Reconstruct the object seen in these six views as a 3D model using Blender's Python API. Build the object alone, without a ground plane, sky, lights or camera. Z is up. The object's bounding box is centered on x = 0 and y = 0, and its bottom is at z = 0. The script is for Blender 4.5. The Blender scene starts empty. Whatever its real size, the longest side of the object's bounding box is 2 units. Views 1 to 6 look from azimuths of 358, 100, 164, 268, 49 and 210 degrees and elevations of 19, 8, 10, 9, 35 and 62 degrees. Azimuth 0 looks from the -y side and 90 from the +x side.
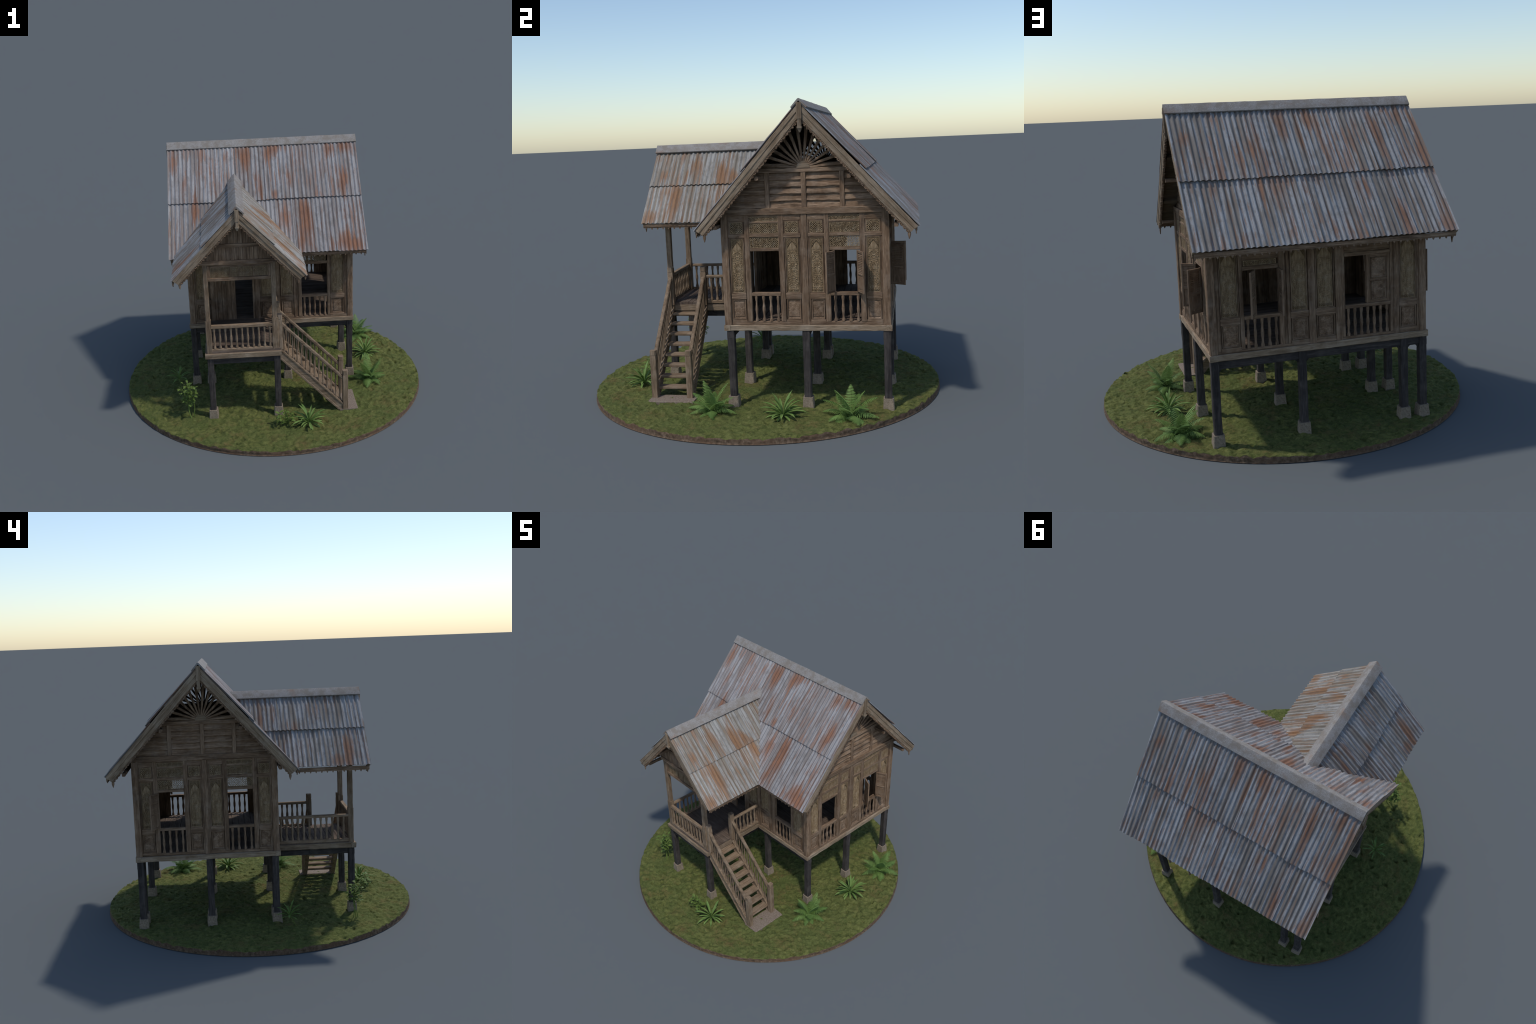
# Weathered timber stilt house with corrugated roofs, standing on a round mossy base with ferns.
import bpy, bmesh, math, random
import numpy as np
from mathutils import Vector, Matrix, noise

RNG = random.Random(7)
COL = bpy.context.scene.collection
V = Vector

# ------------------------------------------------------------------ materials
class Nodes:
    """Small helper to write node trees as expressions."""
    def __init__(self, name):
        self.mat = bpy.data.materials.new(name)
        self.mat.use_nodes = True
        self.t = self.mat.node_tree
        self.bsdf = self.t.nodes["Principled BSDF"]
        self.out = self.t.nodes["Material Output"]

    def n(self, kind, **kw):
        nd = self.t.nodes.new(kind)
        for k, v in kw.items():
            setattr(nd, k, v)
        return nd

    def link(self, a, b):
        self.t.links.new(a, b)

    def put(self, sock, v):
        if isinstance(v, (int, float, tuple, list)):
            sock.default_value = v
        else:
            self.link(v, sock)

    def coord(self):
        return self.n("ShaderNodeTexCoord").outputs["Object"]

    def rand(self):
        return self.n("ShaderNodeObjectInfo").outputs["Random"]

    def vmath(self, op, a, b):
        nd = self.n("ShaderNodeVectorMath", operation=op)
        self.put(nd.inputs[0], a)
        self.put(nd.inputs[1], b)
        return nd.outputs[0]

    def math(self, op, a, b=0.0, clamp=False):
        nd = self.n("ShaderNodeMath", operation=op, use_clamp=clamp)
        self.put(nd.inputs[0], a)
        self.put(nd.inputs[1], b)
        return nd.outputs[0]

    def noise(self, vec, scale=1.0, detail=4.0, rough=0.55, distort=0.0):
        nd = self.n("ShaderNodeTexNoise")
        self.put(nd.inputs["Vector"], vec)
        nd.inputs["Scale"].default_value = scale
        nd.inputs["Detail"].default_value = detail
        nd.inputs["Roughness"].default_value = rough
        nd.inputs["Distortion"].default_value = distort
        return nd.outputs["Fac"]

    def ramp(self, fac, stops):
        nd = self.n("ShaderNodeValToRGB")
        e = nd.color_ramp.elements
        while len(e) < len(stops):
            e.new(0.5)
        for el, (p, c) in zip(e, stops):
            el.position = p
            el.color = (c[0], c[1], c[2], 1) if isinstance(c, (tuple, list)) else (c, c, c, 1)
        self.put(nd.inputs[0], fac)
        return nd.outputs[0]

    def mix(self, fac, a, b, blend="MIX"):
        nd = self.n("ShaderNodeMix", data_type="RGBA", blend_type=blend)
        self.put(nd.inputs[0], fac)
        for s, v in ((nd.inputs[6], a), (nd.inputs[7], b)):
            self.put(s, (*v, 1) if isinstance(v, tuple) and len(v) == 3 else v)
        return nd.outputs[2]

    def sep(self, vec):
        nd = self.n("ShaderNodeSeparateXYZ")
        self.link(vec, nd.inputs[0])
        return nd.outputs

    def finish(self, colour, rough=0.85, bump=None, dist=0.002, strength=0.6, spec=0.25):
        self.put(self.bsdf.inputs["Base Color"], colour)
        self.put(self.bsdf.inputs["Roughness"], rough)
        self.bsdf.inputs["Specular IOR Level"].default_value = spec
        if bump is not None:
            b = self.n("ShaderNodeBump")
            b.inputs["Strength"].default_value = strength
            b.inputs["Distance"].default_value = dist
            self.link(bump, b.inputs["Height"])
            self.link(b.outputs[0], self.bsdf.inputs["Normal"])
        return self.mat


def wood(name, axis, dark, mid, light, grey, vary=0.25):
    """Weathered timber: fibres along the given axis, bleached and dark patches."""
    m = Nodes(name)
    p = m.coord()
    r = m.rand()
    cx = m.n("ShaderNodeCombineXYZ")
    for s in cx.inputs:
        m.link(m.math("MULTIPLY", r, 7.3), s)
    off = m.vmath("ADD", p, cx.outputs[0])
    st = {"x": (16, 300, 300), "y": (300, 16, 300), "z": (300, 300, 16)}[axis]
    st2 = {"x": (4, 45, 45), "y": (45, 4, 45), "z": (45, 45, 4)}[axis]
    fibre = m.noise(m.vmath("MULTIPLY", off, st), 1.0, 5.0, 0.65, 0.4)
    band = m.noise(m.vmath("MULTIPLY", off, st2), 1.0, 4.0, 0.6, 0.6)
    patch = m.noise(off, 14.0, 5.0, 0.6)
    c = m.ramp(band, [(0.25, dark), (0.5, mid), (0.78, light)])
    c = m.mix(m.ramp(fibre, [(0.38, 0.0), (0.6, 1.0)]), m.mix(0.62, c, dark), c)
    c = m.mix(m.ramp(fibre, [(0.58, 0.0), (0.72, 0.5)]), c, light)
    c = m.mix(m.ramp(patch, [(0.48, 0.0), (0.72, 0.75)]), c, m.mix(0.5, grey, c))
    c = m.mix(m.ramp(m.noise(off, 26.0, 4.0, 0.6), [(0.6, 0.0), (0.8, 0.5)]), c, dark)
    bright = m.math("ADD", m.math("MULTIPLY", r, vary), 1.0 - vary * 0.5)
    vm = m.n("ShaderNodeVectorMath", operation="SCALE")
    m.link(c, vm.inputs[0])
    m.link(bright, vm.inputs["Scale"])
    return m.finish(vm.outputs[0], 0.88, m.math("ADD", fibre, m.math("MULTIPLY", band, 0.8)), 0.004, 0.9, 0.2)


def wood_set(name, *cols, **kw):
    return [wood(name + "_" + a, a, *cols, **kw) for a in "xyz"]


WALL_WOOD = wood_set("weathered_wall_wood", (0.070, 0.042, 0.025), (0.238, 0.153, 0.095), (0.405, 0.286, 0.193), (0.355, 0.274, 0.204))
TRIM_WOOD = wood_set("bleached_trim_wood", (0.122, 0.082, 0.05), (0.29, 0.212, 0.142), (0.44, 0.342, 0.242), (0.41, 0.348, 0.272))
STAIR_WOOD = wood_set("brown_stair_wood", (0.098, 0.064, 0.039), (0.255, 0.178, 0.115), (0.40, 0.298, 0.202), (0.38, 0.308, 0.235))
POST_WOOD = wood_set("tarred_post_wood", (0.024, 0.02, 0.019), (0.058, 0.05, 0.047), (0.12, 0.1, 0.09), (0.13, 0.112, 0.1))
FLOOR_WOOD = wood_set("dark_floor_wood", (0.06, 0.043, 0.034), (0.125, 0.09, 0.068), (0.205, 0.15, 0.112), (0.19, 0.15, 0.12))
SOFFIT_WOOD = wood_set("dark_soffit_wood", (0.07, 0.048, 0.03), (0.14, 0.1, 0.065), (0.21, 0.155, 0.105), (0.2, 0.165, 0.125))


def carved_material():
    m = Nodes("carved_wood")
    p = m.coord()
    c = m.ramp(m.noise(m.vmath("MULTIPLY", p, (120, 25, 120)), 1, 5, 0.65), [(0.3, (0.13, 0.085, 0.046)), (0.52, (0.235, 0.163, 0.093)), (0.75, (0.35, 0.258, 0.16))])
    c = m.mix(m.ramp(m.noise(p, 30, 4), [(0.5, 0.0), (0.75, 0.6)]), c, (0.31, 0.25, 0.175))
    # crease shade painted into the carving's recesses, darkened by cut depth (local z)
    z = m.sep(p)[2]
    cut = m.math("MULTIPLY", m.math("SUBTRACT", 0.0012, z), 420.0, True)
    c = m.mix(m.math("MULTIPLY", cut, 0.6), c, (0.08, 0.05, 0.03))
    return m.finish(c, 0.9, m.noise(p, 400, 3), 0.001, 0.5, 0.2)


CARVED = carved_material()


def zinc(name, base, tint, rust_a, rust_b, spots, amount=0.5, shift=0.0):
    """Corrugated iron seen on slope coordinates (u along the eave, v down the slope):
    galvanised grey, streaks along the ribs, rust where the sheet bled, plus named rust spots."""
    m = Nodes(name)
    p = m.coord()
    s = m.sep(p)
    r = m.rand()
    cx = m.n("ShaderNodeCombineXYZ")
    m.link(m.math("ADD", m.math("MULTIPLY", r, 0.35), shift), cx.inputs[1])
    m.link(m.math("MULTIPLY", r, 5.0), cx.inputs[2])
    q = m.vmath("ADD", p, cx.outputs[0])
    streak = m.noise(m.vmath("MULTIPLY", q, (52, 1.9, 9)), 1, 3, 0.7, 0.15)      # about one tone per rib
    thin = m.noise(m.vmath("MULTIPLY", q, (190, 5.0, 30)), 1, 4, 0.7)              # hair-fine runs
    fine = m.noise(m.vmath("MULTIPLY", q, (300, 40, 60)), 1, 5, 0.75)
    mott = m.noise(m.vmath("MULTIPLY", q, (20, 11, 9)), 1, 6, 0.7)
    c = m.ramp(streak, [(0.34, tuple(x * 0.8 for x in tint)), (0.45, tint), (0.53, base), (0.66, tuple(min(1, x * 1.10) for x in base))])
    c = m.mix(m.ramp(thin, [(0.50, 0.0), (0.68, 0.6)]), c, tuple(x * 0.78 for x in tint))
    c = m.mix(m.ramp(mott, [(0.48, 0.0), (0.64, 0.6)]), c, tuple(x * 0.7 for x in tint))
    c = m.mix(m.ramp(fine, [(0.54, 0.0), (0.7, 0.55)]), c, tuple(x * 0.5 for x in tint))
    # general bleeding rust, in streaks that follow the ribs
    big = m.noise(m.vmath("MULTIPLY", q, (6.5, 3.0, 3)), 1, 3, 0.55)
    rib = m.noise(m.vmath("MULTIPLY", q, (50, 2.6, 7)), 1, 4, 0.7)
    mask = m.math("ADD", m.math("MULTIPLY", big, 0.75), m.math("MULTIPLY", rib, 1.45))
    mask = m.math("ADD", mask, m.math("ADD", m.math("MULTIPLY", fine, 0.5), m.math("MULTIPLY", thin, 0.7)))
    mask = m.math("SUBTRACT", mask, 1.61 - amount)
    for (u, v, ru, rv, k) in spots:
        du = m.math("DIVIDE", m.math("SUBTRACT", s[0], u), ru * 1.7 + 0.010)
        dv = m.math("DIVIDE", m.math("SUBTRACT", s[1], v), rv * 1.45)
        d = m.math("SQRT", m.math("ADD", m.math("MULTIPLY", du, du), m.math("MULTIPLY", dv, dv)))
        d = m.math("SUBTRACT", 1.0, d, True)
        mask = m.math("ADD", mask, m.math("MULTIPLY", d, k * 0.62))
    mk = m.ramp(mask, [(0.44, 0.0), (0.56, 0.55), (0.80, 0.95)])
    rc = m.ramp(m.math("ADD", m.math("MULTIPLY", fine, 0.6), m.math("MULTIPLY", mott, 0.4)), [(0.38, rust_b), (0.58, rust_a)])
    c = m.mix(mk, c, rc)
    bright = m.math("ADD", m.math("MULTIPLY", r, 0.2), 0.9)
    vm = m.n("ShaderNodeVectorMath", operation="SCALE")
    m.link(c, vm.inputs[0])
    m.link(bright, vm.inputs["Scale"])
    return m.finish(vm.outputs[0], 0.72, fine, 0.001, 0.5, 0.25)


def speckle(name, stops, scale, rough=0.9, bump=0.002, second=None):
    m = Nodes(name)
    p = m.coord()
    f = m.noise(p, scale, 6, 0.7)
    c = m.ramp(f, stops)
    if second:
        c = m.mix(m.ramp(m.noise(p, scale * 0.12, 4), [(0.45, 0.0), (0.7, 0.8)]), c, second)
    return m.finish(c, rough, f, bump, 0.8, 0.2)


def cap_material():
    """Ridge flashing: speckled zinc with brown stains and a few rust blooms."""
    m = Nodes("ridge_cap_zinc")
    p = m.coord()
    f = m.noise(p, 380, 5, 0.75)
    c = m.ramp(f, [(0.36, (0.125, 0.11, 0.095)), (0.5, (0.262, 0.246, 0.23)), (0.64, (0.375, 0.362, 0.35))])
    c = m.mix(m.ramp(m.noise(p, 17, 5, 0.65), [(0.44, 0.0), (0.6, 0.75)]), c, (0.195, 0.165, 0.135))
    c = m.mix(m.ramp(m.noise(p, 9, 4, 0.6), [(0.6, 0.0), (0.74, 0.6)]), c, (0.25, 0.135, 0.08))
    return m.finish(c, 0.8, f, 0.0015, 0.8, 0.2)


CAP = cap_material()
STONE = speckle("footing_stone", [(0.3, (0.125, 0.096, 0.068)), (0.5, (0.235, 0.186, 0.136)), (0.72, (0.35, 0.285, 0.215))], 120, 0.95, 0.002, (0.19, 0.155, 0.115))
PAD = speckle("step_stone", [(0.3, (0.105, 0.078, 0.058)), (0.5, (0.195, 0.15, 0.115)), (0.72, (0.30, 0.24, 0.19))], 110, 0.95, 0.002, (0.22, 0.18, 0.14))


def moss_material():
    m = Nodes("moss_turf")
    p = m.coord()
    a = m.noise(p, 5.0, 5, 0.6)
    b = m.noise(p, 30.0, 7, 0.72, 0.8)
    d = m.noise(m.vmath("MULTIPLY", p, (1, 1.6, 1)), 130.0, 5, 0.75, 0.6)
    c = m.ramp(b, [(0.3, (0.04, 0.05, 0.013)), (0.44, (0.104, 0.118, 0.034)), (0.57, (0.166, 0.176, 0.054)), (0.75, (0.228, 0.228, 0.088))])
    c = m.mix(m.ramp(a, [(0.42, 0.0), (0.62, 0.6)]), c, m.ramp(d, [(0.3, (0.048, 0.072, 0.021)), (0.7, (0.126, 0.156, 0.046))]))
    brown = m.math("MULTIPLY", m.ramp(m.noise(p, 8.0, 5, 0.65), [(0.51, 0.0), (0.65, 0.95)]), m.ramp(b, [(0.40, 0.05), (0.6, 0.75)]))
    c = m.mix(brown, c, m.ramp(d, [(0.35, (0.10, 0.062, 0.026)), (0.65, (0.21, 0.145, 0.06))]))
    c = m.mix(m.ramp(d, [(0.28, 0.7), (0.46, 0.0)]), c, (0.026, 0.032, 0.011))
    return m.finish(c, 0.95, m.math("ADD", d, b), 0.006, 1.0, 0.12)


MOSS = moss_material()
SOIL = speckle("soil_rim", [(0.3, (0.045, 0.03, 0.02)), (0.5, (0.11, 0.074, 0.048)), (0.72, (0.215, 0.155, 0.11))], 55, 0.98, 0.004, (0.12, 0.07, 0.043))


def leaf_material(name, lo, hi, trans=0.25):
    m = Nodes(name)
    p = m.coord()
    c = m.ramp(m.noise(p, 22, 4), [(0.3, lo), (0.7, hi)])
    c = m.mix(m.math("MULTIPLY", m.rand(), 0.35), c, tuple(x * 0.7 for x in lo))
    m.finish(c, 0.6, None, spec=0.3)
    tr = m.n("ShaderNodeBsdfTranslucent")
    m.link(c, tr.inputs[0])
    mx = m.n("ShaderNodeMixShader")
    mx.inputs[0].default_value = trans
    m.link(m.bsdf.outputs[0], mx.inputs[1])
    m.link(tr.outputs[0], mx.inputs[2])
    m.link(mx.outputs[0], m.out.inputs["Surface"])
    return m.mat


FERN = leaf_material("fern_green", (0.11, 0.205, 0.042), (0.24, 0.365, 0.1))
STRAP = leaf_material("strap_leaf_green", (0.12, 0.21, 0.046), (0.255, 0.37, 0.105))
HERB = leaf_material("herb_green", (0.10, 0.17, 0.03), (0.22, 0.29, 0.07))

# ------------------------------------------------------------------ mesh building
def wob(p, f, seed=0.0):
    return noise.noise(V((p[0] * f + seed, p[1] * f - seed * 1.7, p[2] * f + seed * 0.6)))


class Build:
    """Collects pieces into one mesh."""
    def __init__(self):
        self.v, self.f, self.m = [], [], []

    def add(self, verts, faces, mat=0):
        o = len(self.v)
        self.v += [tuple(x) for x in verts]
        self.f += [tuple(i + o for i in f) for f in faces]
        self.m += [mat] * len(faces)

    def beam(self, a, b, w, d, side=None, ch=0.002, jit=0.0007, seg=0.03, mat=None, taper=1.0, seed=None):
        """Chamfered timber from a to b; w is its size along `side`, d along the third axis."""
        a, b = V(a), V(b)
        t = (b - a)
        L = t.length
        t.normalize()
        if side is None:
            side = V((0, 0, 1)) if abs(t.z) < 0.9 else V((1, 0, 0))
        s = V(side)
        s = (s - t * s.dot(t)).normalized()
        u = t.cross(s)
        if mat is None:
            mat = max(range(3), key=lambda i: abs(t[i]))
        n = max(1, int(L / seg)) if jit else 1
        ch = min(ch, 0.35 * w, 0.35 * d)
        seed = RNG.random() * 50 if seed is None else seed
        rings = []
        for i in range(n + 1):
            k = i / n
            e = 1 + (taper - 1) * k
            hw, hd = w / 2 * e, d / 2 * e
            c = a + t * (L * k)
            pts = [(-hw + ch, -hd), (hw - ch, -hd), (hw, -hd + ch), (hw, hd - ch), (hw - ch, hd), (-hw + ch, hd), (-hw, hd - ch), (-hw, -hd + ch)]
            ring = []
            for (x, y) in pts:
                q = c + s * x + u * y
                if jit:
                    q = q + s * (wob(q, 28, seed) * jit * 1.6) + u * (wob(q, 28, seed + 9) * jit * 1.2)
                ring.append(q)
            rings.append(ring)
        vs = [q for r in rings for q in r]
        fs = []
        for i in range(n):
            for j in range(8):
                k = (j + 1) % 8
                fs.append((i * 8 + j, i * 8 + k, i * 8 + 8 + k, i * 8 + 8 + j))
        fs.append(tuple(range(7, -1, -1)))
        fs.append(tuple(n * 8 + j for j in range(8)))
        self.add(vs, fs, mat)

    def box(self, lo, hi, **kw):
        """Axis-aligned timber between two corners, running along its longest side."""
        lo, hi = V([min(a, b) for a, b in zip(lo, hi)]), V([max(a, b) for a, b in zip(lo, hi)])
        sz = hi - lo
        ax = kw.pop("along", None)
        ax = max(range(3), key=lambda i: sz[i]) if ax is None else ax
        c = (lo + hi) / 2
        a, b = c.copy(), c.copy()
        a[ax], b[ax] = lo[ax], hi[ax]
        sa = (ax + 1) % 3
        side = V((0, 0, 0))
        side[sa] = 1
        oa = (ax + 2) % 3
        self.beam(a, b, sz[sa], sz[oa], side=side, **kw)

    def lathe(self, base, prof, n=10, mat=2):
        vs, fs = [], []
        for z, r in prof:
            for j in range(n):
                t = 2 * math.pi * j / n
                vs.append(V(base) + V((r * math.cos(t), r * math.sin(t), z)))
        m = len(prof)
        for i in range(m - 1):
            for j in range(n):
                k = (j + 1) % n
                fs.append((i * n + j, i * n + k, (i + 1) * n + k, (i + 1) * n + j))
        fs.append(tuple(range(n - 1, -1, -1)))
        fs.append(tuple((m - 1) * n + j for j in range(n)))
        self.add(vs, fs, mat)

    def mesh(self, name, mats, angle=40, recalc=True):
        me = bpy.data.meshes.new(name)
        me.from_pydata(self.v, [], self.f)
        for m in mats:
            me.materials.append(m)
        me.polygons.foreach_set("material_index", [min(i, len(mats) - 1) for i in self.m])
        if recalc:
            bm = bmesh.new()
            bm.from_mesh(me)
            bmesh.ops.recalc_face_normals(bm, faces=bm.faces)
            bm.to_mesh(me)
            bm.free()
        me.polygons.foreach_set("use_smooth", [True] * len(me.polygons))
        me.set_sharp_from_angle(angle=math.radians(angle))
        return me

    def obj(self, name, mats, parent=None, **kw):
        return place(name, self.mesh(name, mats, **kw), parent)


def place(name, me, parent=None, mw=None):
    o = bpy.data.objects.new(name, me)
    COL.objects.link(o)
    if parent is not None:
        o.parent = parent
        if parent.type == "EMPTY":
            o.matrix_parent_inverse = parent.matrix_basis.inverted()
    if mw is not None:
        o.matrix_basis = mw
    return o


def frame(o, x, y, z):
    """Matrix with the given origin and axes."""
    m = Matrix.Identity(4)
    for i, a in enumerate((V(x), V(y), V(z), V(o))):
        for j in range(3):
            m[j][i] = a[j]
    return m


def thing(name, label, category, loc):
    e = bpy.data.objects.new(name, None)
    e.empty_display_size = 0.1
    e.location = loc
    e.matrix_basis = Matrix.Translation(loc)
    COL.objects.link(e)
    e["label"] = label
    e["category"] = category
    return e


HOUSE = thing("stilt_house", "weathered carved timber stilt house with rusty corrugated roofs", "house", (0, 0, 0.035))

# ------------------------------------------------------------------ sizes (metres)
GROUND = 0.034
XW, XE, YS, YN = -0.548, 0.544, -0.114, 0.752          # outer faces of the sill beam
SILL0, SILL1 = 0.442, 0.472
PLATE0, PLATE1 = 1.043, 1.076                          # tie beam over the walls
RY, RZ, HALF, EZ = 0.329, 1.595, 0.562, 0.980          # main roof: ridge, half span, eave height
RX0, RX1 = -0.642, 0.622
PX, PZ, PHALF, PEZ = -0.207, 1.397, 0.397, 0.983       # porch roof
PY0 = -0.660
PITCH, AMP = 0.0268, 0.0042

# ------------------------------------------------------------------ substructure
COLS_X = (0.522, 0.099, -0.425, -0.5255)
ROWS_Y = (-0.084, 0.3135, 0.7275)
POSTS = [(x, y) for x in COLS_X for y in ROWS_Y] + [(-0.406, -0.564), (0.003, -0.564)]
for k, (x, y) in enumerate(POSTS):
    b = Build()
    b.beam((0, 0, -0.03), (0, 0, 0.056), 0.063, 0.063, side=(1, 0, 0), ch=0.004, jit=0.0012, seg=0.02, taper=0.82, seed=k)
    f = place("footing", b.mesh("footing", [STONE]), HOUSE, Matrix.Translation((x, y, GROUND - 0.003)) @ Matrix.Rotation(RNG.uniform(-0.08, 0.08), 4, "Z"))
    b = Build()
    b.beam((0, 0, 0.05), (0, 0, 0.441 - GROUND), 0.0375, 0.0375, side=(1, 0, 0), ch=0.003, jit=0.0012, seg=0.025, seed=k + 20)
    b.box((-0.0195, -0.0195, 0.365), (0.0195, 0.0195, 0.395), along=2, ch=0.002, jit=0.0006)
    place("stilt_post", b.mesh("stilt_post", POST_WOOD), HOUSE, Matrix.Translation((x, y, GROUND)))

b = Build()
for y in ROWS_Y:
    b.box((-0.530, y - 0.013, 0.401), (0.528, y + 0.013, 0.4415))
for x in (-0.402, -0.004):
    b.box((x - 0.013, -0.575, 0.402), (x + 0.013, -0.07, 0.4405))
b.box((-0.42, -0.577, 0.4), (0.012, -0.548, 0.4412))
b.box((-0.42, -0.33, 0.41), (0.012, -0.305, 0.4408))
for (x, y) in POSTS[:12]:   # small knee braces
    for sx in (-1, 1):
        if abs(x + sx * 0.03) < 0.53:
            b.beam((x + sx * 0.018, y, 0.388), (x + sx * 0.034, y, 0.404), 0.012, 0.010, side=(0, 1, 0), jit=0)
b.obj("floor_beams", POST_WOOD, HOUSE)

b = Build()
b.box((XW, YS, SILL0), (XW + 0.03, YN, SILL1), jit=0.0016)
b.box((XE - 0.03, YS, SILL0), (XE, YN, SILL1), jit=0.0016)
b.box((XW - 0.0015, YS - 0.0015, SILL0 + 0.0005), (XE + 0.0015, YS + 0.03, SILL1 + 0.0005), jit=0.0016)
b.box((XW - 0.0015, YN - 0.03, SILL0 + 0.0005), (XE + 0.0015, YN + 0.0015, SILL1 + 0.0005), jit=0.0016)
b.obj("sill_beam", TRIM_WOOD, HOUSE)

floor = Build()
y = -0.098
while y < 0.72:
    w = RNG.uniform(0.036, 0.046)
    y1 = min(y + w, 0.732)
    floor.box((-0.522, y, 0.444), (0.522, y1 - 0.0016, 0.4905 + RNG.uniform(-0.0012, 0.0012)), jit=0.0004, ch=0.001)
    y = y1
floor.obj("floor_boards", FLOOR_WOOD, HOUSE)

b = Build()
for x in (-0.5235, 0.5235):
    for y in (-0.0925, 0.7305):
        b.box((x - 0.0185, y - 0.0185, 0.4725), (x + 0.0185, y + 0.0185, 1.05), jit=0.001, seg=0.02, ch=0.003)
b.obj("corner_post", WALL_WOOD, HOUSE)

# ------------------------------------------------------------------ carved work
def smooth(a, lo, hi):
    t = np.clip((a - lo) / (hi - lo), 0, 1)
    return t * t * (3 - 2 * t)


def grid_mesh(name, X, Y, Z, mats, back=-0.004):
    """Relief: a height field with a skirt down to z = back."""
    nv, nu = X.shape
    vs = np.stack([X, Y, Z], -1).reshape(-1, 3)
    idx = np.arange(nv * nu).reshape(nv, nu)
    q = np.stack([idx[:-1, :-1], idx[:-1, 1:], idx[1:, 1:], idx[1:, :-1]], -1).reshape(-1, 4)
    rim = np.concatenate([idx[0, :-1], idx[:-1, -1], idx[-1, :0:-1], idx[:0:-1, 0]])
    low = vs[rim].copy()
    low[:, 2] = back
    n0 = len(vs)
    k = np.arange(len(rim))
    kn = (k + 1) % len(rim)
    sk = np.stack([rim, n0 + k, n0 + kn, rim[kn]], -1)
    me = bpy.data.meshes.new(name)
    me.from_pydata(np.vstack([vs, low]).tolist(), [], q.tolist() + sk.tolist() + [list(reversed(range(n0, n0 + len(rim))))])
    for m in mats:
        me.materials.append(m)
    me.polygons.foreach_set("use_smooth", [True] * len(me.polygons))
    me.set_sharp_from_angle(angle=math.radians(55))
    return me


def arabesque(a, v, W, v0, v1, rng, seed):
    """Curling leaf scrolls on a mirrored field; a is the distance from the centre line."""
    f1 = np.vectorize(lambda x, y: noise.noise(V((x * 110 + seed, y * 110, 0.5))))
    f2 = np.vectorize(lambda x, y: noise.noise(V((x * 110, y * 110 + seed, 7.5))))
    wa, wv = a + 0.0034 * f1(a, v), v + 0.0034 * f2(a, v)
    h = np.zeros_like(a)
    k, y = 0, v0
    while y < v1:
        cx = W * (0.30 + 0.34 * (k % 2)) + rng.uniform(-0.0015, 0.0015)
        cy = y + rng.uniform(-0.002, 0.002)
        R = W * rng.uniform(0.34, 0.56)
        r = np.hypot(wa - cx, wv - cy)
        th = np.arctan2(wv - cy, wa - cx)
        sgn = 1 if k % 2 else -1
        curl = 0.5 + 0.5 * np.cos(2 * math.pi * (r / (R * rng.uniform(0.42, 0.62))) - sgn * th * rng.choice((1, 2)))
        lobes = 0.62 + 0.38 * np.cos(rng.choice((5, 6, 7)) * th + sgn * r * 500 + k)
        h = np.maximum(h, curl * lobes * (1 - smooth(r, R * 0.75, R)) * rng.uniform(0.75, 1.0))
        y += W * rng.uniform(0.36, 0.62)
        k += 1
    veins = 0.5 + 0.5 * np.vectorize(lambda x, y: noise.noise(V((x * 330, y * 330, seed))))(wa, wv)
    h = np.maximum(h, 0.55 * veins)
    return np.maximum(h, 0.8 * np.exp(-(a / 0.0018) ** 2) * (0.7 + 0.3 * np.cos(v * 700)))


def carved_panel(name, w, H, seed, flat=False):
    rng = random.Random(seed)
    nu, nv = int(w / 0.0013), int(H / 0.0013)
    U, Vv = np.meshgrid(np.linspace(-w / 2, w / 2, nu), np.linspace(0, H, nv))
    a = np.abs(U)
    W = w / 2
    edge = np.minimum.reduce([W - a, Vv, H - Vv])
    z = 0.0042 * (smooth(edge, 0.0, 0.0012) - smooth(edge, 0.0035, 0.005))
    inner = smooth(edge, 0.0055, 0.0075)
    if not flat:
        top = H - W * 1.75
        h = arabesque(a, Vv, W, 0.02, top - 0.006, rng, seed)
        # pointed arch at the head, leafy spandrels, plain cartouche under the point
        arch = H - 0.010 - (a / (W - 0.006)) ** 1.3 * W * 1.15
        d = Vv - arch
        head = smooth(Vv, top - 0.012, top)
        ar = np.exp(-(d / 0.0022) ** 2) + 0.7 * np.exp(-((d + 0.0062) / 0.0017) ** 2)
        spand = smooth(d, 0.002, 0.004) * (0.5 + 0.5 * np.cos((a * 0.9 + Vv) * 900))
        cart = 0.55 * smooth(-d, 0.009, 0.013)
        h = h * (1 - head) + head * np.maximum.reduce([ar, spand * 0.8, cart])
        foot = 1 - smooth(Vv, 0.014, 0.022)
        h = h * (1 - foot) + foot * (0.5 + 0.5 * np.cos((a - Vv) * 800))
    else:
        h = 0.75 * smooth(edge, 0.007, 0.013)
    z = z + inner * h * (0.0066 if not flat else 0.004)
    wig = np.array([noise.noise(V((x * 90 + seed, y * 40, 0))) for x, y in zip(U.ravel()[::1], Vv.ravel()[::1])]).reshape(U.shape)
    z = z + wig * 0.0006
    return grid_mesh(name, U, Vv - H / 2, z, [CARVED if not flat else WALL_WOOD[2]])


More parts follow.
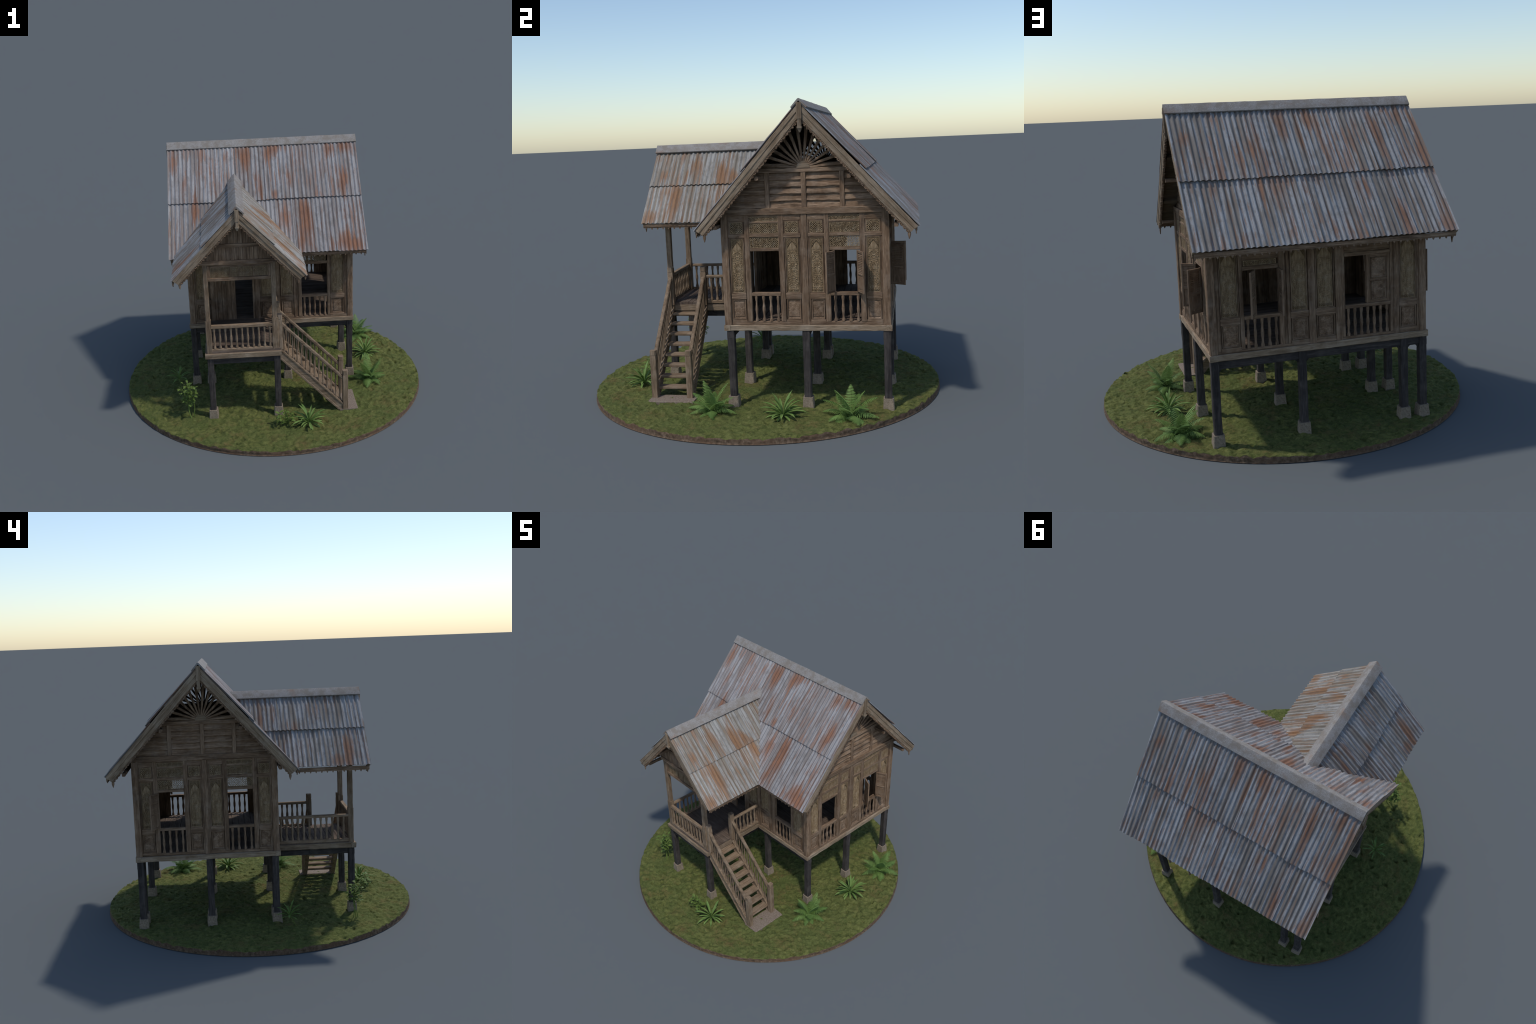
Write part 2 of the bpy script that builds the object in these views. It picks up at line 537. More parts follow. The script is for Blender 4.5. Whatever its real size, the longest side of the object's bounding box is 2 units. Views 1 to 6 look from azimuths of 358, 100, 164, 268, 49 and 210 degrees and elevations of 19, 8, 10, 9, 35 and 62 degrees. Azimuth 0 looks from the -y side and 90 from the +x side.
def pierced_panel(name, w, H, p, seed, mat=None):
    """Fretted screen: every hole is cut out, the bars have depth."""
    s = 0.0012
    nu, nv = max(8, int(w / s)), max(8, int(H / s))
    us, vs_ = np.linspace(-w / 2, w / 2, nu + 1), np.linspace(-H / 2, H / 2, nv + 1)
    uc, vc = (us[:-1] + us[1:]) / 2, (vs_[:-1] + vs_[1:]) / 2
    keep = np.ones((nv, nu), bool)
    for j, v in enumerate(vc):
        for i, u in enumerate(uc):
            if min(w / 2 - abs(u), H / 2 - abs(v)) < 0.0028:
                continue
            uu = u + 0.0030 * noise.noise(V((u * 150, v * 150, seed)))
            vv = v + 0.0030 * noise.noise(V((u * 150, v * 150, seed + 9)))
            f = math.cos(math.pi * (uu + vv) / p) * math.cos(math.pi * (uu - vv) / p)
            g = 0.35 * noise.noise(V((u * 260, v * 260, seed + 20)))
            keep[j, i] = not abs(f) + g > 0.40
    ids, V3, F = {}, [], []
    def vid(i, j, top):
        k = (i, j, top)
        if k not in ids:
            ids[k] = len(V3)
            V3.append((us[i], vs_[j], 0.0022 + 0.0008 * wob((us[i], vs_[j], 0), 300, seed) if top else -0.0025))
        return ids[k]
    for j in range(nv):
        for i in range(nu):
            if not keep[j, i]:
                continue
            c = [(i, j), (i + 1, j), (i + 1, j + 1), (i, j + 1)]
            F.append([vid(*q, True) for q in c])
            F.append([vid(*q, False) for q in reversed(c)])
            for (e0, e1, ii, jj) in ((c[0], c[1], i, j - 1), (c[1], c[2], i + 1, j), (c[2], c[3], i, j + 1), (c[3], c[0], i - 1, j)):
                if not (0 <= ii < nu and 0 <= jj < nv) or not keep[jj, ii]:
                    F.append([vid(*e0, True), vid(*e0, False), vid(*e1, False), vid(*e1, True)])
    me = bpy.data.meshes.new(name)
    me.from_pydata(V3, [], F)
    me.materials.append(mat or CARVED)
    return me


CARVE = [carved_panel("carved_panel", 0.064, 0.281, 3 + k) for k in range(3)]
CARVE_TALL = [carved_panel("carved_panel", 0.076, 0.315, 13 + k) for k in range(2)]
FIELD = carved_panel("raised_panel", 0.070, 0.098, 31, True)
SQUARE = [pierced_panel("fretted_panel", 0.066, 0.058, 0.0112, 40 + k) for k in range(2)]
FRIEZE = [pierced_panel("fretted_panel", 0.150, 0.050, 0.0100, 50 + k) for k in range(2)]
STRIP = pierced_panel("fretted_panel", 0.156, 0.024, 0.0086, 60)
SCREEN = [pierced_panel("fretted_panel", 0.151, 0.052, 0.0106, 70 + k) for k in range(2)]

BAL_PROFILE = [(0, 0.0088), (0.09, 0.0088), (0.105, 0.0076), (0.13, 0.0066), (0.2, 0.0054), (0.28, 0.0056), (0.4, 0.0079), (0.5, 0.0084), (0.53, 0.0072), (0.55, 0.0082), (0.58, 0.007), (0.68, 0.0055), (0.78, 0.0054), (0.88, 0.0076), (0.94, 0.0082), (1.0, 0.0076)]
bb = Build()
bb.lathe((0, 0, 0), [(z * 0.136, r) for z, r in BAL_PROFILE], 12)
BALUSTER = bb.mesh("baluster", WALL_WOOD, angle=60)
bb = Build()
bb.lathe((0, 0, 0), [(z * 0.136, r) for z, r in BAL_PROFILE], 12)
PORCH_BALUSTER = bb.mesh("baluster", STAIR_WOOD, angle=60)


def baluster(x, y, z0, z1, parent, me=None):
    s = (z1 - z0) / 0.136
    return place("baluster", me or BALUSTER, parent, Matrix.Translation((x, y, z0)) @ Matrix.Rotation(RNG.uniform(0, 6), 4, "Z") @ Matrix.Diagonal((RNG.uniform(0.95, 1.06), RNG.uniform(0.95, 1.06), s, 1)))


# ------------------------------------------------------------------ walls
class Wall:
    """axis: 'y' walls run along y and face +-x; 'x' walls run along x and face +-y."""
    def __init__(self, axis, face, sign):
        self.axis, self.face, self.sign = axis, face, sign
        self.b = Build()
        self.kids = []

    def pt(self, u, z, w):
        n = self.face + self.sign * w
        return (n, u, z) if self.axis == "y" else (u, n, z)

    def bar(self, u0, u1, z0, z1, w0, w1, **kw):
        self.b.box(self.pt(u0, z0, w0), self.pt(u1, z1, w1), **kw)

    def inset(self, me, name, u, z, w, flip=False):
        out = V((self.sign, 0, 0)) if self.axis == "y" else V((0, self.sign, 0))
        up = V((0, 0, 1))
        ud = up.cross(out)
        self.kids.append((name, me, frame(self.pt(u, z, w), ud, up, out)))

    def rim(self, u0, u1, z0, z1, w0, w1, t=0.005):
        self.bar(u0, u0 + t, z0, z1, w0, w1, ch=0.0015, jit=0.0004)
        self.bar(u1 - t, u1, z0, z1, w0, w1, ch=0.0015, jit=0.0004)
        self.bar(u0 + t, u1 - t, z0, z0 + t, w0, w1 - 0.0004, ch=0.0015, jit=0.0004)
        self.bar(u0 + t, u1 - t, z1 - t, z1, w0, w1 - 0.0004, ch=0.0015, jit=0.0004)

    def build(self, name, bal=()):
        o = self.b.obj(name, WALL_WOOD, HOUSE)
        for n, me, mw in self.kids:
            place(n, me, o, mw)
        for (u, z0, z1) in bal:
            x, y, _ = self.pt(u, 0, -0.0095)
            baluster(x, y, z0, z1, o)
        return o


def panel_column(W, u0, u1, k, z_top, carve, high=False):
    """One panelled bay: plain field below, carved field above, fretted square at the head."""
    c = (u0 + u1) / 2
    W.bar(u0 - 0.003, u1 + 0.003, 0.474, z_top, -0.036, -0.012, jit=0.0006)                 # backing board
    for (a, bz) in ((0.474, 0.498), (0.606, 0.637)):
        W.bar(u0, u1, a, bz, -0.021, -0.002, along=1 if W.axis == "y" else 0, jit=0.0011)
    W.rim(u0 + 0.004, u1 - 0.004, 0.499, 0.606, -0.021, -0.004)
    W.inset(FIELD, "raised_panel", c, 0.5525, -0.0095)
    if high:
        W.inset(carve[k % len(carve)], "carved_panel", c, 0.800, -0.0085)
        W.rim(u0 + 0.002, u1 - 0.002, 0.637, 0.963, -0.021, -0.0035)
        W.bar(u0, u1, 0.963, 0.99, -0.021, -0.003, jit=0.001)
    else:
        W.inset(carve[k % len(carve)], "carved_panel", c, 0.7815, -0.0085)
        W.rim(u0 + 0.001, u1 - 0.001, 0.637, 0.926, -0.021, -0.0035)
        W.bar(u0 - 0.004, u1 + 0.004, 0.9262, 0.945, -0.021, -0.0015, jit=0.0011)
        W.inset(SQUARE[k % 2], "fretted_panel", c, 0.978, -0.0065)
        W.rim(u0 + 0.001, u1 - 0.001, 0.9452, 1.0118, -0.021, -0.0035)
        W.bar(u0 - 0.004, u1 + 0.004, 1.012, 1.043, -0.021, -0.003, jit=0.0009)


def side_wall(sign):
    face = 0.536 if sign > 0 else -0.5355
    W = Wall("y", face, sign)
    W.bar(-0.112, 0.750, PLATE0, PLATE1, -0.032, 0.004, jit=0.0014)
    W.bar(0.304, 0.336, 0.473, PLATE0 - 0.0005, -0.03, 0.0, jit=0.0012)
    W.bar(-0.074, 0.712, 0.4725, 0.489, -0.03, -0.003, jit=0.0012)
    bals = []
    for (a, e, jl, jr) in ((0.037, 0.188, 0.010, 0.215), (0.447, 0.600, 0.420, 0.627)):
        c = (a + e) / 2
        W.bar(jl, a, 0.489, 1.043, -0.03, -0.0015, jit=0.001)
        W.bar(e, jr, 0.489, 1.043, -0.03, -0.0015, jit=0.001)
        W.bar(a + 0.0005, e - 0.0005, 0.624, 0.641, -0.028, -0.0015, jit=0.0008)
        W.bar(a + 0.0005, e - 0.0005, 0.857, 0.8735, -0.028, -0.002, jit=0.0008)
        W.bar(a + 0.0005, e - 0.0005, 0.929, 0.9475, -0.028, -0.002, jit=0.0009)
        W.bar(a + 0.0005, e - 0.0005, 1.0005, 1.011, -0.026, -0.003, jit=0.0005)
        W.bar(a + 0.0005, e - 0.0005, 1.0345, 1.0425, -0.026, -0.003, jit=0.0005)
        W.inset(SCREEN[0 if c < 0.3 else 1], "fretted_panel", c, 0.9012, -0.008)
        W.inset(FRIEZE[0 if c < 0.3 else 1], "fretted_panel", c, 0.974, -0.0075)
        W.bar(a, e, 0.949, 1.001, -0.034, -0.029, jit=0)
        W.inset(STRIP, "fretted_panel", c, 1.0228, -0.0075)
        W.bar(a, e, 1.01, 1.036, -0.034, -0.029, jit=0)
        n = 4
        bals += [(a + (e - a) * (i + 0.55 + 0.0) / n + (0.002 if sign > 0 else -0.002), 0.489, 0.6245) for i in range(n)]
    for k, (u0, u1) in enumerate(((-0.070, 0.008), (0.2165, 0.2965), (0.3435, 0.4185), (0.6285, 0.7065))):
        panel_column(W, u0, u1, k, 1.043, CARVE)
    W.bar(-0.0745, -0.066, 0.489, 1.043, -0.03, -0.004, jit=0.0006)
    W.bar(0.296, 0.305, 0.489, 1.043, -0.03, -0.0045, jit=0.0006)
    W.bar(0.335, 0.344, 0.489, 1.043, -0.03, -0.0045, jit=0.0006)
    W.bar(0.7055, 0.713, 0.489, 1.043, -0.03, -0.004, jit=0.0006)
    return W.build("wall", bals)


def long_wall(sign):
    """Front (sign -1, with the doorway) and rear wall share one bay layout."""
    face = 0.7475 if sign > 0 else -0.1095
    W = Wall("x", face, sign)
    top = 1.043
    W.bar(-0.545, 0.541, PLATE0 + 0.001, PLATE1 - 0.001, -0.032, -0.002, jit=0.0012)
    W.bar(-0.51, 0.506, 0.4725, 0.487, -0.03, -0.003, jit=0.001)
    for (u0, u1) in ((0.027, 0.061), (-0.105, -0.073), (-0.400, -0.370)):
        W.bar(u0, u1, 0.473, top, -0.03, 0.001, jit=0.0012)
    for (u0, u1) in ((0.374, 0.392), (0.181, 0.204), (0.151, 0.166), (-0.121, -0.1055)):
        W.bar(u0, u1, 0.487, top, -0.03, -0.0015, jit=0.0009)
    W.bar(0.166, 0.181, 0.487, top, -0.03, -0.007, jit=0.0006)
    W.bar(0.486, 0.507, 0.487, top, -0.03, -0.005, jit=0.0006)
    W.bar(-0.512, -0.494, 0.487, top, -0.03, -0.005, jit=0.0006)
    for k, (u0, u1) in enumerate(((0.393, 0.486), (0.0625, 0.150), (-0.072, 0.026), (-0.494, -0.401))):
        panel_column(W, u0, u1, k, top, CARVE_TALL, True)
    bals = [(0.374 - 0.170 * (i + 0.5) / 5, 0.487, 0.6235) for i in range(5)]
    W.bar(0.2045, 0.3735, 0.6225, 0.640, -0.028, -0.0015, jit=0.0008)
    # window on the right-hand side of the wall
    W.bar(0.2045, 0.3735, 0.853, 0.873, -0.028, -0.0015, jit=0.0008)
    if sign > 0:
        W.bar(0.2045, 0.3735, 0.872, top, -0.030, -0.012, jit=0.0006)
        W.inset(STRIP, "fretted_panel", 0.289, 0.886, -0.0085)
        W.bar(0.2045, 0.3735, 0.899, 0.93, -0.021, -0.004, jit=0.0006)
        # wide window with one leaf shut
        W.bar(-0.354, -0.3705, 0.487, top, -0.03, -0.002, jit=0.0008)
        W.bar(-0.3535, -0.1215, 0.6215, 0.6385, -0.028, -0.0015, jit=0.0008)
        W.bar(-0.3535, -0.1215, 0.874, 0.892, -0.028, -0.0015, jit=0.0008)
        W.bar(-0.3535, -0.1215, 0.891, top, -0.030, -0.008, jit=0.0006)
        bals += [(-0.121 - 0.233 * (i + 0.5) / 7, 0.487, 0.622) for i in range(7)]
        # shut leaf: stiles, rails and two raised fields
        W.bar(-0.3535, -0.233, 0.639, 0.8735, -0.0275, -0.012, jit=0.0005)
        W.bar(-0.251, -0.2335, 0.639, 0.8735, -0.0195, -0.0055, jit=0.0007)
        W.bar(-0.3533, -0.338, 0.639, 0.8735, -0.0195, -0.0055, jit=0.0007)
        for z in (0.639, 0.742, 0.860):
            W.bar(-0.338, -0.251, z, z + 0.0145, -0.0195, -0.0058, jit=0.0006)
        W.inset(FIELD, "raised_panel", -0.2945, 0.699, -0.0095)
        W.inset(FIELD, "raised_panel", -0.2945, 0.8085, -0.0095)
    else:
        W.inset(SCREEN[0], "fretted_panel", 0.289, 0.898, -0.008)
        W.bar(0.2045, 0.3735, 0.925, top, -0.030, -0.004, jit=0.0006)
        W.bar(-0.372, -0.354, 0.487, top, -0.03, -0.003, jit=0.0008)
        # doorway with one plank leaf shut
        W.bar(-0.354, -0.1215, 0.905, 0.93, -0.028, -0.0015, jit=0.0008)
        W.bar(-0.354, -0.1215, 0.93, top, -0.030, -0.008, jit=0.0006)
        x = -0.354
        for i in range(4):
            x1 = -0.354 + 0.1215 * (i + 1) / 4
            W.bar(x, x1 - 0.0012, 0.4755, 0.906, -0.026, -0.009 + 0.0015 * (i % 2), jit=0.0006)
            x = x1
    return W.build("wall", bals)


WEAST, WWEST, WNORTH, WSOUTH = side_wall(1), side_wall(-1), long_wall(1), long_wall(-1)


def shutter(hinge, free, parent):
    """Open leaf: louvres above, raised field below, standing off the wall on its hinge line."""
    h, f = V((*hinge, 0)), V((*free, 0))
    L = (f - h).length
    z0, z1, T = 0.643, 0.856, 0.009
    b = Build()
    b.box((0, -T / 2, z0), (0.011, T / 2, z1), along=2, jit=0.0004)
    b.box((L - 0.011, -T / 2, z0), (L, T / 2, z1), along=2, jit=0.0004)
    for (a, c) in ((z0, z0 + 0.014), (0.731, 0.743), (z1 - 0.014, z1)):
        b.box((0.0112, -T / 2 + 0.0003, a), (L - 0.0112, T / 2 - 0.0003, c), along=0, jit=0.0004)
    b.box((0.011, -0.0015, z0 + 0.013), (L - 0.011, 0.0015, 0.732), along=2, jit=0)
    b.box((0.017, -0.0032, z0 + 0.021), (L - 0.017, 0.0032, 0.725), along=2, jit=0.0003)
    b.box((0.011, -0.0012, 0.743), (L - 0.011, 0.0012, z1 - 0.014), along=2, jit=0)
    n = 11
    for i in range(n):
        z = 0.7455 + (z1 - 0.016 - 0.7455) * (i + 0.5) / n
        b.beam((0.0112, 0, z), (L - 0.0112, 0, z), 0.0085, 0.002, side=(0, 0.5, 0.85), jit=0.0002, mat=0, ch=0.0006)
    x = (f - h).normalized()
    zz = V((0, 0, 1))
    place("shutter", b.mesh("shutter", WALL_WOOD), parent, frame(h, x, zz.cross(x), zz))


shutter((0.534, 0.472), (0.603, 0.433), WEAST)
shutter((0.534, 0.586), (0.604, 0.621), WEAST)
shutter((-0.535, 0.597), (-0.602, 0.645), WWEST)
shutter((0.316, 0.744), (0.357, 0.822), WNORTH)
shutter((0.202, 0.744), (0.206, 0.825), WNORTH)

# ------------------------------------------------------------------ roof carpentry
def slope_frame(ridge, along, down):
    """Origin on the ridge; x along the eave, y down the slope, z off the surface."""
    u, v = V(along).normalized(), V(down).normalized()
    return frame(ridge, u, v, u.cross(v)), V(down).length


def carved_strip(L, teeth, depth, base, t=0.0045, knob=0.0018, seed=0.0, taper_end=True):
    """Board along x hanging to -y with a cut lower edge; teeth(s) gives the extra drop 0..1."""
    ds = 0.0022
    ns, nd = int(L / ds), 5
    Vs, Fs = [], []
    for side in (1, -1):
        for i in range(ns + 1):
            s = L * i / ns
            dr = base + depth * teeth(s)
            for j in range(nd + 1):
                y = -dr * j / nd
                k = knob * noise.noise(V((s * 210 + seed, y * 260, side * 3.0))) if 0 < j else 0
                Vs.append((s, y, side * (t / 2 + max(-t * 0.3, k))))
    st = (ns + 1) * (nd + 1)
    g = lambda sd, i, j: sd * st + i * (nd + 1) + j
    for i in range(ns):
        for j in range(nd):
            Fs.append((g(0, i, j), g(0, i, j + 1), g(0, i + 1, j + 1), g(0, i + 1, j)))
            Fs.append((g(1, i, j), g(1, i + 1, j), g(1, i + 1, j + 1), g(1, i, j + 1)))
        Fs.append((g(0, i, nd), g(1, i, nd), g(1, i + 1, nd), g(0, i + 1, nd)))
        Fs.append((g(0, i, 0), g(0, i + 1, 0), g(1, i + 1, 0), g(1, i, 0)))
    for i in (0, ns):
        for j in range(nd):
            Fs.append((g(0, i, j), g(1, i, j), g(1, i, j + 1), g(0, i, j + 1)))
    b = Build()
    b.add(Vs, Fs, 0)
    return b


def curls(s, p=0.021):
    k = (s / p) % 1.0
    return 0.25 + 0.6 * math.sqrt(max(0, math.sin(math.pi * k))) * (0.8 + 0.2 * math.sin(6.28 * 3 * k)) + 0.15 * noise.noise(V((s * 90, 1, 2)))


def points(s, p=0.0331):
    k = abs(((s / p) % 1.0) - 0.5) * 2
    big = max(0.0, 1 - k / 0.42)
    small = 0.32 * max(0.0, 1 - abs(k - 0.78) / 0.2)
    return max(big, small)


def drop_finial(pos, h, parent, mats, w=0.016, d=0.006, out=(1, 0, 0)):
    """Leaf-shaped carved drop hanging at the corner of an eave."""
    o = V(out).normalized()
    s = o.cross(V((0, 0, 1)))
    b = Build()
    prof = [(0, 0.7), (0.15, 0.95), (0.3, 0.6), (0.45, 0.85), (0.62, 0.7), (0.78, 0.45), (0.9, 0.28), (1, 0.04)]
    vs, fs = [], []
    for t, r in prof:
        for (a, c) in ((1, 0), (0.6, 1), (-0.6, 1), (-1, 0), (-0.6, -1), (0.6, -1)):
            vs.append(V(pos) + s * (a * w / 2 * r) + o * (c * d / 2 * (0.4 + 0.6 * r)) - V((0, 0, h * t)))
    for i in range(len(prof) - 1):
        for j in range(6):
            k = (j + 1) % 6
            fs.append((i * 6 + j, i * 6 + k, i * 6 + 6 + k, i * 6 + 6 + j))
    fs.append(tuple(range(6)))
    fs.append(tuple(range(len(vs) - 6, len(vs))))
    b.add(vs, fs, 2)
    b.obj("eave_drop", mats, parent)


SLOPES = {
    "front": slope_frame((0, RY, RZ + 0.005), (-1, 0, 0), (0, -HALF + 0.003, EZ - 0.011 - RZ)),
    "rear": slope_frame((0, RY, RZ - 0.003), (1, 0, 0), (0, HALF, EZ + 0.002 - RZ)),
    "porch_right": slope_frame((PX, 0, PZ - 0.003), (0, -1, 0), (PHALF, 0, PEZ - PZ)),
    "porch_left": slope_frame((PX, 0, PZ), (0, 1, 0), (-PHALF, 0, PEZ - PZ)),
}

# u along the eave, v down the slope, radii and strength of rust bleeding
RUST = {
    "front": [(0.6, 0.141, 0.02, 0.119, 0.5), (0.547, 0.322, 0.012, 0.071, 0.3), (0.244, 0.091, 0.02, 0.062, 0.45), (0.13, 0.114, 0.025, 0.089, 0.75), (0.177, 0.084, 0.03, 0.051, 0.35), (0.049, 0.34, 0.012, 0.12, 0.6), (0.003, 0.11, 0.04, 0.085, 0.25), (-0.057, 0.085, 0.018, 0.064, 0.8), (-0.126, 0.067, 0.04, 0.035, 0.45), (-0.054, 0.417, 0.012, 0.037, 0.6), (-0.443, 0.095, 0.025, 0.063, 0.75), (-0.524, 0.075, 0.04, 0.043, 0.6), (-0.515, 0.355, 0.016, 0.109, 0.85), (-0.458, 0.394, 0.03, 0.067, 0.4), (-0.113, 0.563, 0.019, 0.127, 0.45), (-0.251, 0.564, 0.026, 0.12, 0.75), (-0.216, 0.752, 0.019, 0.084, 0.35), (-0.496, 0.768, 0.035, 0.085, 0.8), (-0.551, 0.802, 0.029, 0.049, 0.6), (-0.416, 0.794, 0.022, 0.049, 0.3), (0.467, 0.519, 0.013, 0.069, 0.45), (0.637, 0.76, 0.016, 0.077, 0.35), (0.467, 0.404, 0.013, 0.055, 0.35), (-0.333, 0.413, 0.02, 0.052, 0.25)],
    "porch_right": [(0.394, 0.169, 0.032, 0.096, 0.7), (0.582, 0.228, 0.017, 0.046, 0.55), (0.487, 0.427, 0.022, 0.167, 0.85), (0.242, 0.21, 0.018, 0.069, 0.6), (0.158, 0.234, 0.018, 0.051, 0.8), (0.22, 0.373, 0.038, 0.141, 0.45), (0.123, 0.339, 0.024, 0.086, 0.5), (0.612, 0.542, 0.028, 0.056, 0.55), (0.547, 0.34, 0.017, 0.054, 0.35), (0.62, 0.095, 0.014, 0.034, 0.3)],
    "rear": [(0.564, 0.198, 0.019, 0.047, 0.45), (0.07, 0.136, 0.025, 0.111, 0.5), (0.314, 0.332, 0.019, 0.124, 0.35), (0.25, 0.571, 0.012, 0.124, 0.45), (0.602, 0.771, 0.015, 0.061, 0.6), (-0.059, 0.11, 0.024, 0.066, 0.3), (0.411, 0.088, 0.017, 0.053, 0.3), (0.243, 0.275, 0.017, 0.055, 0.35), (0.467, 0.505, 0.013, 0.048, 0.35), (0.389, 0.79, 0.013, 0.046, 0.35)],
    "rear2": [(-0.404, 0.248, 0.014, 0.212, 0.85), (-0.126, 0.305, 0.021, 0.152, 0.45), (-0.607, 0.335, 0.014, 0.123, 0.55), (-0.044, 0.754, 0.019, 0.088, 0.6), (-0.408, 0.745, 0.012, 0.094, 0.65), (-0.56, 0.103, 0.029, 0.069, 0.4), (-0.249, 0.539, 0.017, 0.077, 0.45), (-0.655, 0.342, 0.016, 0.103, 0.4), (-0.076, 0.122, 0.012, 0.086, 0.3), (-0.583, 0.794, 0.018, 0.044, 0.4)],
    "porch_left": [(-0.11, 0.139, 0.012, 0.093, 0.5), (-0.364, 0.165, 0.025, 0.079, 0.3), (-0.537, 0.479, 0.013, 0.1, 0.75), (-0.499, 0.536, 0.032, 0.043, 0.5), (-0.455, 0.076, 0.014, 0.036, 0.3), (-0.461, 0.527, 0.012, 0.05, 0.4), (-0.027, 0.215, 0.012, 0.046, 0.35), (-0.321, 0.122, 0.012, 0.079, 0.25)],
}
RUST["rear"] += RUST.pop("rear2")
ROOF_MAT = {
    "front": zinc("zinc_front", (0.288, 0.284, 0.288), (0.226, 0.198, 0.185), (0.262, 0.124, 0.07), (0.145, 0.068, 0.041), RUST["front"], 0.285),
    "rear": zinc("zinc_rear", (0.258, 0.263, 0.272), (0.188, 0.168, 0.15), (0.235, 0.12, 0.07), (0.125, 0.064, 0.04), RUST["rear"], 0.31, 1.0),
    "porch_right": zinc("zinc_porch", (0.302, 0.296, 0.28), (0.238, 0.206, 0.166), (0.262, 0.142, 0.07), (0.155, 0.075, 0.038), RUST["porch_right"], 0.3, 2.0),
    "porch_left": zinc("zinc_porch_shade", (0.29, 0.29, 0.292), (0.198, 0.172, 0.147), (0.235, 0.122, 0.07), (0.13, 0.067, 0.042), RUST["porch_left"], 0.27, 3.0),
}


def sheet(key, u0, u1, v0, v1, lift, parent, seed, clip=None, tilt=0.0):
    """One corrugated iron sheet on a roof slope."""
    mw, L = SLOPES[key]
    rng = random.Random(seed)
    nu = max(8, int((u1 - u0) / (PITCH / 8)))
    nv = max(4, int((v1 - v0) / 0.02))
    skew = rng.uniform(-0.004, 0.004)
    end = rng.uniform(-0.003, 0.003)
    lu, ru = rng.uniform(0, 0.0025), rng.uniform(0, 0.0025) + tilt
    U, T = np.meshgrid(np.linspace(u0, u1, nu + 1), np.linspace(0, 1, nv + 1))
    k = (U - u0) / (u1 - u0)
    Vv = v0 + (v1 - v0 + end) * T
    A = AMP * (0.92 + 0.16 * np.array([noise.noise(V((u * 5, t * 3, seed))) for u, t in zip(U.ravel(), T.ravel())]).reshape(U.shape))
    H = A * np.cos(2 * math.pi * U / PITCH) + lift * (0.25 + 0.75 * T) + (lu * (1 - k) + ru * k ** 3) * T
    dent = np.array([noise.noise(V((u * 14 + seed, v * 9, 5))) for u, v in zip(U.ravel(), Vv.ravel())]).reshape(U.shape)
    H = H + 0.0013 * dent
    Vv = Vv + 0.0012 * T ** 6 * np.array([noise.noise(V((u * 60, seed, 1))) for u in U.ravel()]).reshape(U.shape)
    U2 = U + skew * (T - 0.5) * 0.4
    t = 0.0012
    top = np.stack([U2, Vv, H + t], -1).reshape(-1, 3)
    bot = np.stack([U2, Vv, H - t], -1).reshape(-1, 3)
    n = len(top)
    idx = np.arange(n).reshape(nv + 1, nu + 1)
    q = np.stack([idx[:-1, :-1], idx[:-1, 1:], idx[1:, 1:], idx[1:, :-1]], -1).reshape(-1, 4)
    rim = np.concatenate([idx[0, :-1], idx[:-1, -1], idx[-1, :0:-1], idx[:0:-1, 0]])
    nx = np.roll(rim, -1)
    sk = np.stack([rim, nx, nx + n, rim + n], -1)
    me = bpy.data.meshes.new("roof_sheet")
    me.from_pydata(np.vstack([top, bot]).tolist(), [], q.tolist() + (q[:, ::-1] + n).tolist() + sk.tolist())
    bm = bmesh.new()
    bm.from_mesh(me)
    bmesh.ops.recalc_face_normals(bm, faces=bm.faces)
    if clip:
        inv = mw.inverted()
        for (co, no) in clip:
            lo = inv @ V(co)
            ln = mw.to_3x3().transposed() @ V(no)
            g = bm.verts[:] + bm.edges[:] + bm.faces[:]
            r = bmesh.ops.bisect_plane(bm, geom=g, plane_co=lo, plane_no=ln, clear_outer=True)
            ed = [x for x in r["geom_cut"] if isinstance(x, bmesh.types.BMEdge)]
            bmesh.ops.edgeloop_fill(bm, edges=ed) if ed else None
    empty = len(bm.faces) < 4
    bm.to_mesh(me)
    bm.free()
    if empty:
        return None
    me.materials.append(ROOF_MAT[key])
    me.polygons.foreach_set("use_smooth", [True] * len(me.polygons))
    me.set_sharp_from_angle(angle=math.radians(50))
    return place("roof_sheet", me, parent, mw)


def roof_rows(key, ua, ub, cuts_top, cuts_low, parent, vs, clip=None, seed=0, tilts=()):
    L = SLOPES[key][1]
    for row, (cuts, v0, v1, lift) in enumerate(((cuts_low, vs - 0.03, L, 0.0), (cuts_top, 0.012, vs + 0.004, 0.0068))):
        edges = [ua] + list(cuts) + [ub]
        for i in range(len(edges) - 1):
            a, e = edges[i], edges[i + 1] + (PITCH * 0.9 if i < len(edges) - 2 else 0)
            sheet(key, a, e, v0, v1, lift + 0.0032 * (i % 2), parent, seed + row * 40 + i, clip, dict(tilts).get((row, i), 0.0))


# --- main roof: boarding, purlins and rafters form the part, everything else hangs on it
b = Build()
def slope_box(b, key, u0, u1, v0, v1, h0, h1, mat, jit=0.0006, ch=0.001, along=0):
    mw, _ = SLOPES[key]
    t = Build()
    t.box((u0, v0, h0), (u1, v1, h1), jit=jit, ch=ch, along=along)
    b.add([mw @ V(p) for p in t.v], t.f, mat)


